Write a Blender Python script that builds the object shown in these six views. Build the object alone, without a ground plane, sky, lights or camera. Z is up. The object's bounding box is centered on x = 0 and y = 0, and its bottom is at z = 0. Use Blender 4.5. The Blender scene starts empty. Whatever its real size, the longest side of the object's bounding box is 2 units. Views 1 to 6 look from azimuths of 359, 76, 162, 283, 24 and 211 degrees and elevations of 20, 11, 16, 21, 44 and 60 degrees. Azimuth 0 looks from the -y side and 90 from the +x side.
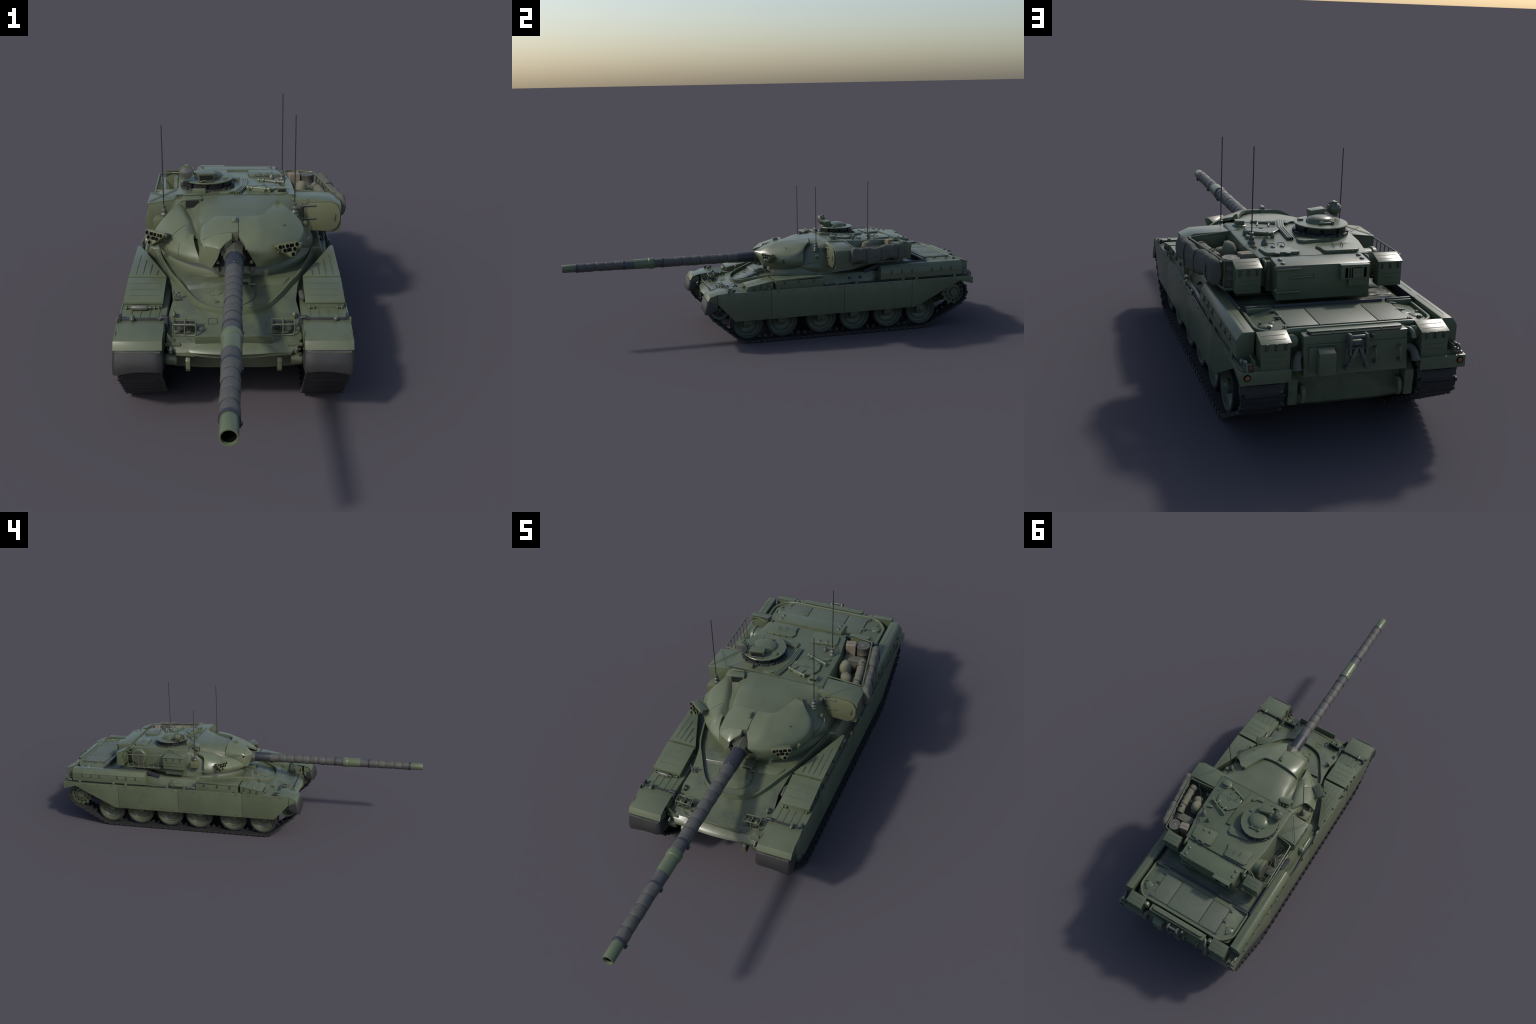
# Procedural model of a green main battle tank with add-on turret armour.
# Tank frame: X across (right of the drawing +X), -Y is the gun direction, Z up.
import bpy, bmesh, math, random
from mathutils import Vector, Matrix, noise

random.seed(7)
X0 = -0.0185          # symmetry plane of the vehicle in the world
PI = math.pi

# ------------------------------------------------------------------ materials
def nt(name):
    m = bpy.data.materials.new(name)
    m.use_nodes = True
    t = m.node_tree
    return m, t.nodes, t.links, t.nodes['Principled BSDF']

def noise_node(N, L, coord, scale, detail=4.0, rough=0.55, sx=(1, 1, 1)):
    mp = N.new('ShaderNodeMapping')
    mp.inputs['Scale'].default_value = sx
    L.new(coord, mp.inputs['Vector'])
    n = N.new('ShaderNodeTexNoise')
    n.inputs['Scale'].default_value = scale
    n.inputs['Detail'].default_value = detail
    n.inputs['Roughness'].default_value = rough
    L.new(mp.outputs['Vector'], n.inputs['Vector'])
    return n.outputs['Fac']

def ramp(N, L, fac, a, b, ca=(0, 0, 0, 1), cb=(1, 1, 1, 1)):
    r = N.new('ShaderNodeValToRGB')
    r.color_ramp.elements[0].position = a
    r.color_ramp.elements[1].position = b
    r.color_ramp.elements[0].color = ca
    r.color_ramp.elements[1].color = cb
    L.new(fac, r.inputs['Fac'])
    return r.outputs['Color']

def mixc(N, L, fac, a, b):
    m = N.new('ShaderNodeMix')
    m.data_type = 'RGBA'
    for sock, val in ((m.inputs[0], fac), (m.inputs[6], a), (m.inputs[7], b)):
        if isinstance(val, (int, float)):
            sock.default_value = val
        elif isinstance(val, tuple):
            sock.default_value = (*val, 1) if len(val) == 3 else val
        else:
            L.new(val, sock)
    return m.outputs[2]

def bump(N, L, P, height, strength, dist):
    b = N.new('ShaderNodeBump')
    b.inputs['Strength'].default_value = strength
    b.inputs['Distance'].default_value = dist
    L.new(height, b.inputs['Height'])
    L.new(b.outputs['Normal'], P.inputs['Normal'])

def paint(name, col, rough=0.42, grime=0.35, smudge=0.0, chips=0.5):
    """Painted steel: slow tone drift, grey-brown grime patches, sparse dark chips."""
    m, N, L, P = nt(name)
    tc = N.new('ShaderNodeTexCoord').outputs['Object']
    slow = noise_node(N, L, tc, 9.0, 5)
    c = mixc(N, L, ramp(N, L, slow, 0.3, 0.7), tuple(x * 0.92 for x in col), tuple(x * 1.07 for x in col))
    gr = noise_node(N, L, tc, 22.0, 8, 0.68)
    gm = ramp(N, L, gr, 0.50, 0.72, (0, 0, 0, 1), (grime, grime, grime, 1))
    c = mixc(N, L, gm, c, (col[0] * 0.62, col[1] * 0.58, col[2] * 0.66))
    if smudge:
        sm = noise_node(N, L, tc, 13.0, 7, 0.62)
        sf = ramp(N, L, sm, 0.50, 0.66, (0, 0, 0, 1), (smudge, smudge, smudge, 1))
        c = mixc(N, L, sf, c, (0.052, 0.058, 0.052))
    ch = noise_node(N, L, tc, 150.0, 3, 0.6, (1, 1, 0.6))
    cm = ramp(N, L, ch, 0.715, 0.75, (0, 0, 0, 1), (chips, chips, chips, 1))
    c = mixc(N, L, cm, c, (0.035, 0.038, 0.033))
    L.new(c, P.inputs['Base Color'])
    P.inputs['Roughness'].default_value = rough
    fine = noise_node(N, L, tc, 260.0, 3)
    bump(N, L, P, fine, 0.06, 0.001)
    return m

def plain(name, col, rough=0.5, metallic=0.0, var=0.12, scale=60.0, bmp=0.0):
    m, N, L, P = nt(name)
    tc = N.new('ShaderNodeTexCoord').outputs['Object']
    n = noise_node(N, L, tc, scale, 5)
    c = mixc(N, L, ramp(N, L, n, 0.3, 0.7), tuple(x * (1 - var) for x in col), tuple(x * (1 + var) for x in col))
    L.new(c, P.inputs['Base Color'])
    P.inputs['Roughness'].default_value = rough
    P.inputs['Metallic'].default_value = metallic
    if bmp:
        bump(N, L, P, n, bmp, 0.001)
    return m

def fabric(name, col, axis_scale, rough=0.85, wave_scale=90.0, direction='Y', amount=0.35):
    m, N, L, P = nt(name)
    tc = N.new('ShaderNodeTexCoord').outputs['Object']
    w = N.new('ShaderNodeTexWave')
    w.bands_direction = direction
    w.inputs['Scale'].default_value = wave_scale
    w.inputs['Distortion'].default_value = 3.0
    w.inputs['Detail'].default_value = 3.0
    L.new(tc, w.inputs['Vector'])
    n = noise_node(N, L, tc, axis_scale, 6)
    c = mixc(N, L, ramp(N, L, n, 0.3, 0.72), tuple(x * 0.82 for x in col), tuple(x * 1.15 for x in col))
    c = mixc(N, L, w.outputs['Fac'], c, tuple(x * 0.86 for x in col))
    L.new(c, P.inputs['Base Color'])
    P.inputs['Roughness'].default_value = rough
    bump(N, L, P, w.outputs['Fac'], amount, 0.0008)
    return m

GREEN = (0.094, 0.112, 0.066)
M_PAINT = paint('green_paint', GREEN, rough=0.31)
M_HULL = paint('green_paint_worn', GREEN, rough=0.31, smudge=0.6, grime=0.7, chips=0.6)
M_SMOOTH = paint('green_paint_cast', (0.112, 0.131, 0.078), rough=0.31, grime=0.2, chips=0.6)
M_DOME = paint('green_paint_dome', (0.092, 0.108, 0.066), rough=0.31, grime=0.2, chips=0.5)
M_SLEEVE = paint('green_paint_barrel', (0.093, 0.116, 0.064), rough=0.35, grime=0.1, chips=0.2)
M_DOOR = paint('green_paint_door', (0.106, 0.114, 0.060), rough=0.5, grime=0.2)
M_MANT = paint('mantlet_paint', (0.058, 0.060, 0.043), rough=0.5)
M_WHEEL = paint('wheel_green_darkened', (0.062, 0.073, 0.044), rough=0.42, grime=0.6)  # darker green than on the hull, used for the wheels and running gear
M_LATCH = plain('latch_steel', (0.060, 0.068, 0.050), 0.4, 0.2, 0.2)
M_STEEL = plain('worn_steel', (0.085, 0.092, 0.074), 0.40, 0.15, 0.25)
M_LINE = plain('seam_shadow_paint', (0.040, 0.047, 0.036), 0.7)
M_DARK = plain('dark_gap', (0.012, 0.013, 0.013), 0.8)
M_RAIL = plain('dark_rail', (0.032, 0.034, 0.034), 0.55, 0.1)
M_GUTTER = plain('dark_strip', (0.022, 0.025, 0.033), 0.55)
M_TRACK = plain('track_steel', (0.026, 0.026, 0.027), 0.6, 0.3, 0.3, 120.0, 0.3)
M_TYRE = plain('tyre_rubber', (0.014, 0.0145, 0.015), 0.75)
M_FLAP = plain('flap_rubber', (0.022, 0.0218, 0.022), 0.45, 0, 0.15, 30.0)
M_COVER = plain('muzzle_end_cover', (0.022, 0.024, 0.032), 0.5)
M_WRAP = fabric('thermal_wrap', (0.076, 0.074, 0.066), 40.0, 0.6, 60.0, 'Y', 0.35)
M_WRAPD = plain('thermal_wrap_dark', (0.058, 0.058, 0.058), 0.65)
M_STRAP = plain('strap', (0.024, 0.027, 0.036), 0.55)
M_BLANKET = fabric('blanket', (0.094, 0.095, 0.077), 45.0, 0.92, 160.0, 'DIAGONAL', 0.5)
M_BAG = fabric('canvas_bag', (0.150, 0.148, 0.095), 40.0, 0.85, 150.0, 'Z', 0.3)
M_ROLL = fabric('canvas_roll', (0.125, 0.122, 0.085), 40.0, 0.8, 120.0, 'Y', 0.3)
M_CARD = plain('cardboard', (0.180, 0.152, 0.108), 0.85, 0, 0.15, 40.0)
M_CRATE = plain('crate', (0.088, 0.090, 0.065), 0.7)
M_DRUM = plain('steel_drum', (0.085, 0.084, 0.064), 0.6, 0.1, 0.2)
M_DRUMLID = plain('steel_drum_lid', (0.125, 0.119, 0.092), 0.6, 0.1, 0.2)
M_ANT = plain('antenna_black', (0.018, 0.018, 0.019), 0.5)
M_AMBER = plain('amber_lens', (0.20, 0.085, 0.032), 0.3)
M_RED = plain('red_lens', (0.15, 0.03, 0.035), 0.3)
M_BORE = plain('bore_black', (0.003, 0.003, 0.003), 0.9)  # near-black colour paints the darkness inside mouths modelled as solid discs
M_BORE.node_tree.nodes['Principled BSDF'].inputs['Specular IOR Level'].default_value = 0.05
M_RIB = plain('rib_paint', (0.056, 0.066, 0.044), 0.5, 0, 0.45, 150.0)

def mat_lens():
    m, N, L, P = nt('lamp_glass')
    tc = N.new('ShaderNodeTexCoord').outputs['Object']
    w = N.new('ShaderNodeTexWave')
    w.bands_direction = 'X'
    w.inputs['Scale'].default_value = 90
    L.new(tc, w.inputs['Vector'])
    c = mixc(N, L, w.outputs['Fac'], (0.125, 0.123, 0.118), (0.080, 0.080, 0.078))
    L.new(c, P.inputs['Base Color'])
    P.inputs['Roughness'].default_value = 0.18
    P.inputs['Metallic'].default_value = 0.3
    P.inputs['Coat Weight'].default_value = 0.25
    return m
M_LENS = mat_lens()

def mat_vision():
    m, N, L, P = nt('vision_glass')
    P.inputs['Base Color'].default_value = (0.018, 0.019, 0.019, 1)
    P.inputs['Specular IOR Level'].default_value = 0.25
    P.inputs['Roughness'].default_value = 0.3
    return m
M_GLASS = mat_vision()

def mat_mesh_plate():
    """Engine deck tread plate: fine raised diamonds."""
    m, N, L, P = nt('tread_plate')
    tc = N.new('ShaderNodeTexCoord').outputs['Object']
    mp = N.new('ShaderNodeMapping')
    mp.inputs['Rotation'].default_value = (0, 0, PI / 4)
    L.new(tc, mp.inputs['Vector'])
    b = N.new('ShaderNodeTexChecker')
    b.inputs['Scale'].default_value = 270
    L.new(mp.outputs['Vector'], b.inputs['Vector'])
    n = noise_node(N, L, tc, 330, 4)
    c = mixc(N, L, b.outputs['Fac'], (0.060, 0.072, 0.049), (0.140, 0.160, 0.113))
    c = mixc(N, L, ramp(N, L, n, 0.46, 0.60), c, (0.085, 0.100, 0.070))
    n2 = noise_node(N, L, tc, 14, 5)
    c = mixc(N, L, ramp(N, L, n2, 0.5, 0.75, (0, 0, 0, 1), (0.5, 0.5, 0.5, 1)), c, (0.07, 0.08, 0.06))
    L.new(c, P.inputs['Base Color'])
    P.inputs['Roughness'].default_value = 0.5
    bump(N, L, P, b.outputs['Fac'], 0.5, 0.001)
    return m
M_TREAD = mat_mesh_plate()

# ------------------------------------------------------------------ mesh tools
class M:
    def __init__(s):
        s.v, s.f = [], []

    def add(s, vs, fs):
        o = len(s.v)
        s.v += [tuple(v) for v in vs]
        s.f += [tuple(i + o for i in f) for f in fs]
        return s

    def box(s, x0, x1, y0, y1, z0, z1):
        return s.hexa([(x0, y0, z0), (x1, y0, z0), (x1, y1, z0), (x0, y1, z0)],
                      [(x0, y0, z1), (x1, y0, z1), (x1, y1, z1), (x0, y1, z1)])

    def cbox(s, c, d, R=None):
        h = [x / 2 for x in d]
        pts = [Vector((a * h[0], b * h[1], e * h[2])) for e in (-1, 1) for a, b in ((-1, -1), (1, -1), (1, 1), (-1, 1))]
        if R is not None:
            pts = [R @ p for p in pts]
        pts = [p + Vector(c) for p in pts]
        return s.hexa(pts[:4], pts[4:])

    def hexa(s, b, t):
        return s.add(list(b) + list(t), [(3, 2, 1, 0), (4, 5, 6, 7), (0, 1, 5, 4), (1, 2, 6, 5), (2, 3, 7, 6), (3, 0, 4, 7)])

    def prism(s, poly, axis, a, b):
        def P(p, h):
            return {'x': (h, p[0], p[1]), 'y': (p[0], h, p[1]), 'z': (p[0], p[1], h)}[axis]
        n = len(poly)
        vs = [P(p, a) for p in poly] + [P(p, b) for p in poly]
        fs = [tuple(range(n))[::-1], tuple(range(n, 2 * n))] + [(i, (i + 1) % n, n + (i + 1) % n, n + i) for i in range(n)]
        return s.add(vs, fs)

    def loft(s, rings, caps=True, close=False):
        n = len(rings[0])
        vs = [p for r in rings for p in r]
        fs = []
        R = len(rings)
        for k in range(R if close else R - 1):
            a, b = k * n, ((k + 1) % R) * n
            for i in range(n):
                j = (i + 1) % n
                fs.append((a + i, a + j, b + j, b + i))
        if caps and not close:
            fs.append(tuple(range(n))[::-1])
            fs.append(tuple(range((R - 1) * n, R * n)))
        return s.add(vs, fs)

    def tube(s, pts, r, n=8, closed=False, caps=True):
        pts = [Vector(p) for p in pts]
        K = len(pts)
        rs = r if isinstance(r, (list, tuple)) else [r] * K
        rings = []
        up = None
        for i, p in enumerate(pts):
            a = pts[(i - 1) % K] if (closed or i > 0) else p
            b = pts[(i + 1) % K] if (closed or i < K - 1) else p
            t = (b - a).normalized()
            if up is None:
                up = Vector((0, 0, 1)) if abs(t.z) < 0.9 else Vector((0, 1, 0))
            side = t.cross(up).normalized()
            up = side.cross(t).normalized()
            rings.append([p + rs[i] * (math.cos(2 * PI * k / n) * side + math.sin(2 * PI * k / n) * up) for k in range(n)])
        return s.loft(rings, caps=caps, close=closed)

    def cyl(s, p0, p1, r0, r1=None, n=16):
        return s.tube([p0, p1], [r0, r0 if r1 is None else r1], n)

    def lathe(s, prof, org, axis='y', n=32, caps=True):
        """prof: (radius, distance along axis) pairs."""
        ox, oy, oz = org
        rings = []
        for r, h in prof:
            ring = []
            for k in range(n):
                c, q = math.cos(2 * PI * k / n) * r, math.sin(2 * PI * k / n) * r
                ring.append({'x': (ox + h, oy + c, oz + q), 'y': (ox + c, oy + h, oz + q), 'z': (ox + c, oy + q, oz + h)}[axis])
            rings.append(ring)
        return s.loft(rings, caps=caps)

    def dome(s, c, rx, ry, rz, n=24, m=7, power=2.0):
        rings = []
        for j in range(m):
            a = PI / 2 * j / m
            cr, sr = math.cos(a) ** (2 / power), math.sin(a) ** (2 / power)
            rings.append([(c[0] + rx * cr * math.cos(2 * PI * k / n), c[1] + ry * cr * math.sin(2 * PI * k / n), c[2] + rz * sr) for k in range(n)])
        rings.append([(c[0] + rx * 0.02 * math.cos(2 * PI * k / n), c[1] + ry * 0.02 * math.sin(2 * PI * k / n), c[2] + rz) for k in range(n)])
        return s.loft(rings)

    def torus(s, c, R, r, axis='y', n=32, m=8, sx=1.0):
        pts = []
        for k in range(n):
            a = 2 * PI * k / n
            u, w = R * math.cos(a), R * math.sin(a)
            pts.append({'x': (c[0], c[1] + u, c[2] + w), 'y': (c[0] + u, c[1], c[2] + w), 'z': (c[0] + u, c[1] + w, c[2])}[axis])
        return s.tube(pts, r, m, closed=True)

    def shell(s, rows, th):
        """Thick plate from a grid of outer points, offset inwards by th."""
        R, C = len(rows), len(rows[0])
        P = [[Vector(p) for p in r] for r in rows]
        nr = [[None] * C for _ in range(R)]
        for i in range(R):
            for j in range(C):
                du = P[min(i + 1, R - 1)][j] - P[max(i - 1, 0)][j]
                dv = P[i][min(j + 1, C - 1)] - P[i][max(j - 1, 0)]
                nr[i][j] = du.cross(dv).normalized()
        mid = nr[R // 2][C // 2]
        if mid.dot(Vector((0, 0.25, 0.2)) - P[R // 2][C // 2]) < 0:
            nr = [[-x for x in r] for r in nr]
        outer = [p for r in P for p in r]
        inner = [P[i][j] + nr[i][j] * th for i in range(R) for j in range(C)]
        o = R * C
        fs = []
        for i in range(R - 1):
            for j in range(C - 1):
                a, b, c, d = i * C + j, i * C + j + 1, (i + 1) * C + j + 1, (i + 1) * C + j
                fs += [(a, b, c, d), (o + d, o + c, o + b, o + a)]
        rim = [(0, j) for j in range(C)] + [(i, C - 1) for i in range(1, R)] + [(R - 1, j) for j in range(C - 2, -1, -1)] + [(i, 0) for i in range(R - 2, 0, -1)]
        ids = [i * C + j for i, j in rim]
        for k in range(len(ids)):
            a, b = ids[k], ids[(k + 1) % len(ids)]
            fs.append((b, a, o + a, o + b))
        return s.add(outer + inner, fs)

    def mirrored(s):
        m = M()
        m.v = [(-x, y, z) for x, y, z in s.v]
        m.f = [f[::-1] for f in s.f]
        return m

    def merge(s, o):
        return s.add(o.v, o.f)

    def both(s):
        return s.merge(s.mirrored())

def catmull(pts, n):
    pts = [Vector(p) for p in pts]
    out = []
    for i in range(len(pts) - 1):
        p0, p1, p2, p3 = pts[max(i - 1, 0)], pts[i], pts[i + 1], pts[min(i + 2, len(pts) - 1)]
        for k in range(n):
            t = k / n
            out.append(0.5 * ((2 * p1) + (p2 - p0) * t + (2 * p0 - 5 * p1 + 4 * p2 - p3) * t * t + (3 * p1 - p0 - 3 * p2 + p3) * t ** 3))
    out.append(pts[-1])
    return out

def smooth_grid(rows, nu, nv):
    rows = [catmull(r, nv) for r in rows]
    cols = [catmull([r[j] for r in rows], nu) for j in range(len(rows[0]))]
    return [[cols[j][i] for j in range(len(cols))] for i in range(len(cols[0]))]

def fillet(pts, rad, n=4, closed=False):
    """Round the corners of a polyline."""
    pts = [Vector(p) for p in pts]
    K = len(pts)
    out = []
    for i, p in enumerate(pts):
        if not closed and i in (0, K - 1):
            out.append(p)
            continue
        a, b = pts[(i - 1) % K], pts[(i + 1) % K]
        ra = min(rad, (a - p).length * 0.45)
        rb = min(rad, (b - p).length * 0.45)
        q0, q1 = p + (a - p).normalized() * ra, p + (b - p).normalized() * rb
        for k in range(n + 1):
            t = k / n
            out.append((1 - t) ** 2 * q0 + 2 * t * (1 - t) * p + t * t * q1)
    return out

def rotz(a): return Matrix.Rotation(a, 3, 'Z')
def rotx(a): return Matrix.Rotation(a, 3, 'X')
def roty(a): return Matrix.Rotation(a, 3, 'Y')

def mesh_of(name, m, mat, bevel=0.0, seg=2, angle=38):
    bm = bmesh.new()
    vs = [bm.verts.new(p) for p in m.v]
    for f in m.f:
        try:
            bm.faces.new([vs[i] for i in f])
        except ValueError:
            pass
    bmesh.ops.remove_doubles(bm, verts=bm.verts, dist=1e-6)
    bmesh.ops.recalc_face_normals(bm, faces=bm.faces)
    if bevel:
        es = [e for e in bm.edges if len(e.link_faces) == 2 and e.calc_face_angle(0) > math.radians(32)]
        bmesh.ops.bevel(bm, geom=es, offset=bevel, segments=seg, profile=0.6, affect='EDGES', clamp_overlap=True)
    me = bpy.data.meshes.new(name)
    bm.to_mesh(me)
    bm.free()
    for p in me.polygons:
        p.use_smooth = True
    me.set_sharp_from_angle(angle=math.radians(angle))
    for mt in (mat if isinstance(mat, (list, tuple)) else [mat]):
        me.materials.append(mt)
    return me

def link_obj(name, me, parent):
    ob = bpy.data.objects.new(name, me)
    bpy.context.scene.collection.objects.link(ob)
    ob.parent = parent
    return ob

def part(name, m, mat, parent, bevel=0.0, seg=2, angle=38, kind=None):
    ob = link_obj(name, mesh_of(name, m, mat, bevel, seg, angle), parent)
    if kind:
        ob['kind'] = kind
    return ob

def repeat(name, m, mat, parent, places, bevel=0.0, seg=1, angle=38):
    """places: (location, rotation-euler, scale) of each copy; mesh data is shared."""
    me = mesh_of(name, m, mat, bevel, seg, angle)
    out = []
    for pl in places:
        ob = link_obj(name, me, parent)
        ob.location = pl[0]
        if len(pl) > 1 and pl[1]:
            ob.rotation_euler = pl[1]
        if len(pl) > 2:
            ob.scale = pl[2]
        out.append(ob)
    return out

root = bpy.data.objects.new('battle_tank', None)
bpy.context.scene.collection.objects.link(root)
root.location = (X0, 0, 0)
root['label'] = 'olive green main battle tank with long wrapped gun'
root['category'] = 'tank'

# ================================================================== HULL
TURC = (0.0, 0.228)      # turret ring centre
# centre-line heights of the glacis (y, z)
GL = [(-0.326, 0.197), (-0.300, 0.2145), (-0.200, 0.2365), (-0.120, 0.2590), (-0.050, 0.277), (0.000, 0.284), (0.06, 0.285)]
def glacis_z(y):
    if y <= GL[0][0]: return GL[0][1]
    for (a, za), (b, zb) in zip(GL, GL[1:]):
        if y <= b:
            return za + (zb - za) * (y - a) / (b - a)
    return GL[-1][1]

def hull_body():
    m = M()
    # side profile stations: y, floor z, half width floor, deck z, half width deck
    st = []
    for y, fl, wf, dz, wd in [(-0.318, 0.176, 0.10, 0.192, 0.150), (-0.300, 0.180, 0.150, 0.211, 0.176), (-0.280, 0.164, 0.160, 0.2165, 0.180),
                              (-0.252, 0.116, 0.166, 0.222, 0.180), (-0.200, 0.088, 0.168, 0.2350, 0.182), (-0.120, 0.075, 0.168, 0.2575, 0.172),
                              (-0.050, 0.072, 0.168, 0.275, 0.180), (0.0, 0.072, 0.168, 0.283, 0.192), (0.06, 0.072, 0.168, 0.284, 0.212),
                              (0.16, 0.072, 0.168, 0.285, 0.238), (0.212, 0.072, 0.168, 0.290, 0.252), (0.216, 0.072, 0.168, 0.295, 0.266), (0.44, 0.072, 0.168, 0.298, 0.266), (0.50, 0.072, 0.168, 0.297, 0.262),
                              (0.75, 0.072, 0.168, 0.297, 0.258), (0.86, 0.082, 0.168, 0.303, 0.256), (0.912, 0.106, 0.165, 0.303, 0.24), (0.926, 0.118, 0.160, 0.300, 0.20)]:
        sp = min(0.243, dz - 0.01)
        wide = max(wd, wf)
        ring = [(-wf, y, fl + 0.006), (-wf * 0.5, y, fl), (wf * 0.5, y, fl), (wf, y, fl + 0.006), (wf + 0.002, y, sp - 0.002)]
        out = 0.288 if 0.214 < y < 0.49 else wide
        out = max(out, wide)
        ring += [(out, y, sp + 0.002), (wd, y, dz), (wd * 0.5, y, dz + 0.002), (-wd * 0.5, y, dz + 0.002), (-wd, y, dz), (-out, y, sp + 0.002), (-wf - 0.002, y, sp - 0.002)]
        st.append(ring)
    m.loft(st)
    return m
hull = part('hull', hull_body(), M_HULL, root, bevel=0.003, angle=30)

# rounded nose beak below the glacis edge
beak = M()
rows = []
for i in range(17):
    u = -1 + 2 * i / 16
    x = 0.176 * u
    y = -0.331 + 0.030 * u * u
    rows.append([(x, y + 0.046, 0.2205), (x, y + 0.029, 0.2145), (x, y + 0.012, 0.2035), (x, y + 0.003, 0.1970), (x, y, 0.192), (x, y + 0.004, 0.187), (x, y + 0.028, 0.176), (x, y + 0.050, 0.160), (x, y + 0.062, 0.142), (x, y + 0.069, 0.130 + 0.010 * u * u), (x, y + 0.10, 0.128)])
beak.loft(rows)
part('nose_casting', beak, M_HULL, hull, angle=50)

# fenders
f = M()
f.box(0.184, 0.3080, -0.276, 0.975, 0.2435, 0.2485)
f.box(0.182, 0.186, -0.300, 0.20, 0.190, 0.2435)
part('fender', f, M_PAINT, hull, bevel=0.0008)
part('fender', f.mirrored(), M_PAINT, hull, bevel=0.0008)

# mudguards with rubber flaps
g = M()
g.prism([(-0.240, 0.243), (-0.240, 0.2505), (-0.276, 0.2505), (-0.344, 0.2375), (-0.356, 0.217), (-0.353, 0.214), (-0.341, 0.234), (-0.276, 0.246)], 'x', 0.184, 0.3105)
for xa, xb in ((0.3070, 0.3100), (0.184, 0.187)):
    g.prism([(-0.311, 0.199), (-0.311, 0.246), (-0.277, 0.2490), (-0.278, 0.249), (-0.343, 0.2365), (-0.355, 0.217)], 'x', xa, xb)
def flap():
    m = M()
    rows_o = []
    # plan path of the rubber: outer side -> front -> inner side
    path = [(0.3110, -0.310), (0.3112, -0.330), (0.3105, -0.345), (0.304, -0.356), (0.285, -0.3595), (0.25, -0.360), (0.215, -0.3595), (0.194, -0.357), (0.184, -0.347), (0.1825, -0.325)]
    low = [0.178, 0.166, 0.156, 0.153, 0.158, 0.164, 0.164, 0.161, 0.164, 0.175]
    topz = [0.200, 0.209, 0.216, 0.218, 0.218, 0.218, 0.218, 0.218, 0.216, 0.205]
    P3 = catmull([(x, y, 0) for x, y in path], 4)
    L3 = catmull([(l, 0, 0) for l in low], 4)
    T3 = catmull([(l, 0, 0) for l in topz], 4)
    rows = []
    for p, l, t in zip(P3, L3, T3):
        col = []
        for k in range(7):
            u = k / 6
            z = t.x + (l.x - t.x) * u
            bulge = 0.014 * math.sin(u * PI * 0.55) if p.y < -0.340 else 0.002 * u
            cx = p.x + (0.003 if p.x > 0.30 else -0.003 if p.x < 0.19 else 0) * math.sin(u * PI * 0.6)
            col.append((cx, p.y - bulge, z))
        rows.append(col)
    m.shell(rows, 0.004)
    return m
fl = flap()
lip = M().box(0.188, 0.304, -0.3625, -0.357, 0.2115, 0.2155)
for i, sgn in enumerate((1, -1)):
    gg = g if sgn > 0 else g.mirrored()
    ob = part('mudguard', gg, M_PAINT, hull, bevel=0.0008)
    part('mud_flap', fl if sgn > 0 else fl.mirrored(), M_FLAP, hull, angle=50)
    part('flap_strip', lip if sgn > 0 else lip.mirrored(), M_STEEL, hull, bevel=0.0006)

# skirts: four panels with hairline gaps, bolt slots at top and bottom
def skirt_panels():
    W0, W1 = 0.3080, 0.3115
    prof = [[(-0.309, 0.2000), (-0.229, 0.1115), (-0.0528, 0.1112), (-0.0528, 0.2510), (-0.274, 0.2490), (-0.309, 0.2430)],
            [(-0.0512, 0.1112), (0.3102, 0.1115), (0.3102, 0.2505), (-0.0512, 0.2510)],
            [(0.3118, 0.1115), (0.6592, 0.1125), (0.6592, 0.2500), (0.3118, 0.2505)],
            [(0.6608, 0.1125), (0.686, 0.1130), (0.910, 0.2260), (0.916, 0.2270), (0.984, 0.2080), (0.984, 0.2430), (0.6608, 0.2500)]]
    return [M().prism(p, 'x', W0, W1) for p in prof]
for p in skirt_panels():
    part('skirt_panel', p, M_PAINT, root, bevel=0.0006)
    part('skirt_panel', p.mirrored(), M_PAINT, root, bevel=0.0006)
slots = M()
for y in [-0.26, -0.175, -0.09, -0.02, 0.06, 0.14, 0.22, 0.29, 0.345, 0.41, 0.48, 0.55, 0.62, 0.70, 0.78, 0.86]:
    slots.box(0.3110, 0.3124, y - 0.009, y + 0.009, 0.2395, 0.2415)
for y in [-0.13, -0.075, -0.02, 0.08, 0.18, 0.27, 0.345, 0.46, 0.56, 0.63, 0.69]:
    slots.box(0.3110, 0.3124, y - 0.009, y + 0.009, 0.1205, 0.1222)
slots.both()
part('skirt_slot', slots, M_LINE, root, kind='stuff')

# skirt clips
clip = M().box(-0.002, 0.0022, -0.0075, 0.0075, -0.012, 0.007)
clip.cyl((0.002, 0, 0.001), (0.0034, 0, 0.001), 0.002, n=8)
places = []
for y in [-0.255, -0.064, -0.016, 0.275, 0.373, 0.613, 0.684, 0.886]:
    places += [((0.3095, y, 0.256), None), ((-0.3095, y, 0.256), (0, 0, PI))]
repeat('skirt_clip', clip, M_PAINT, hull, places, bevel=0.0006)

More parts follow.
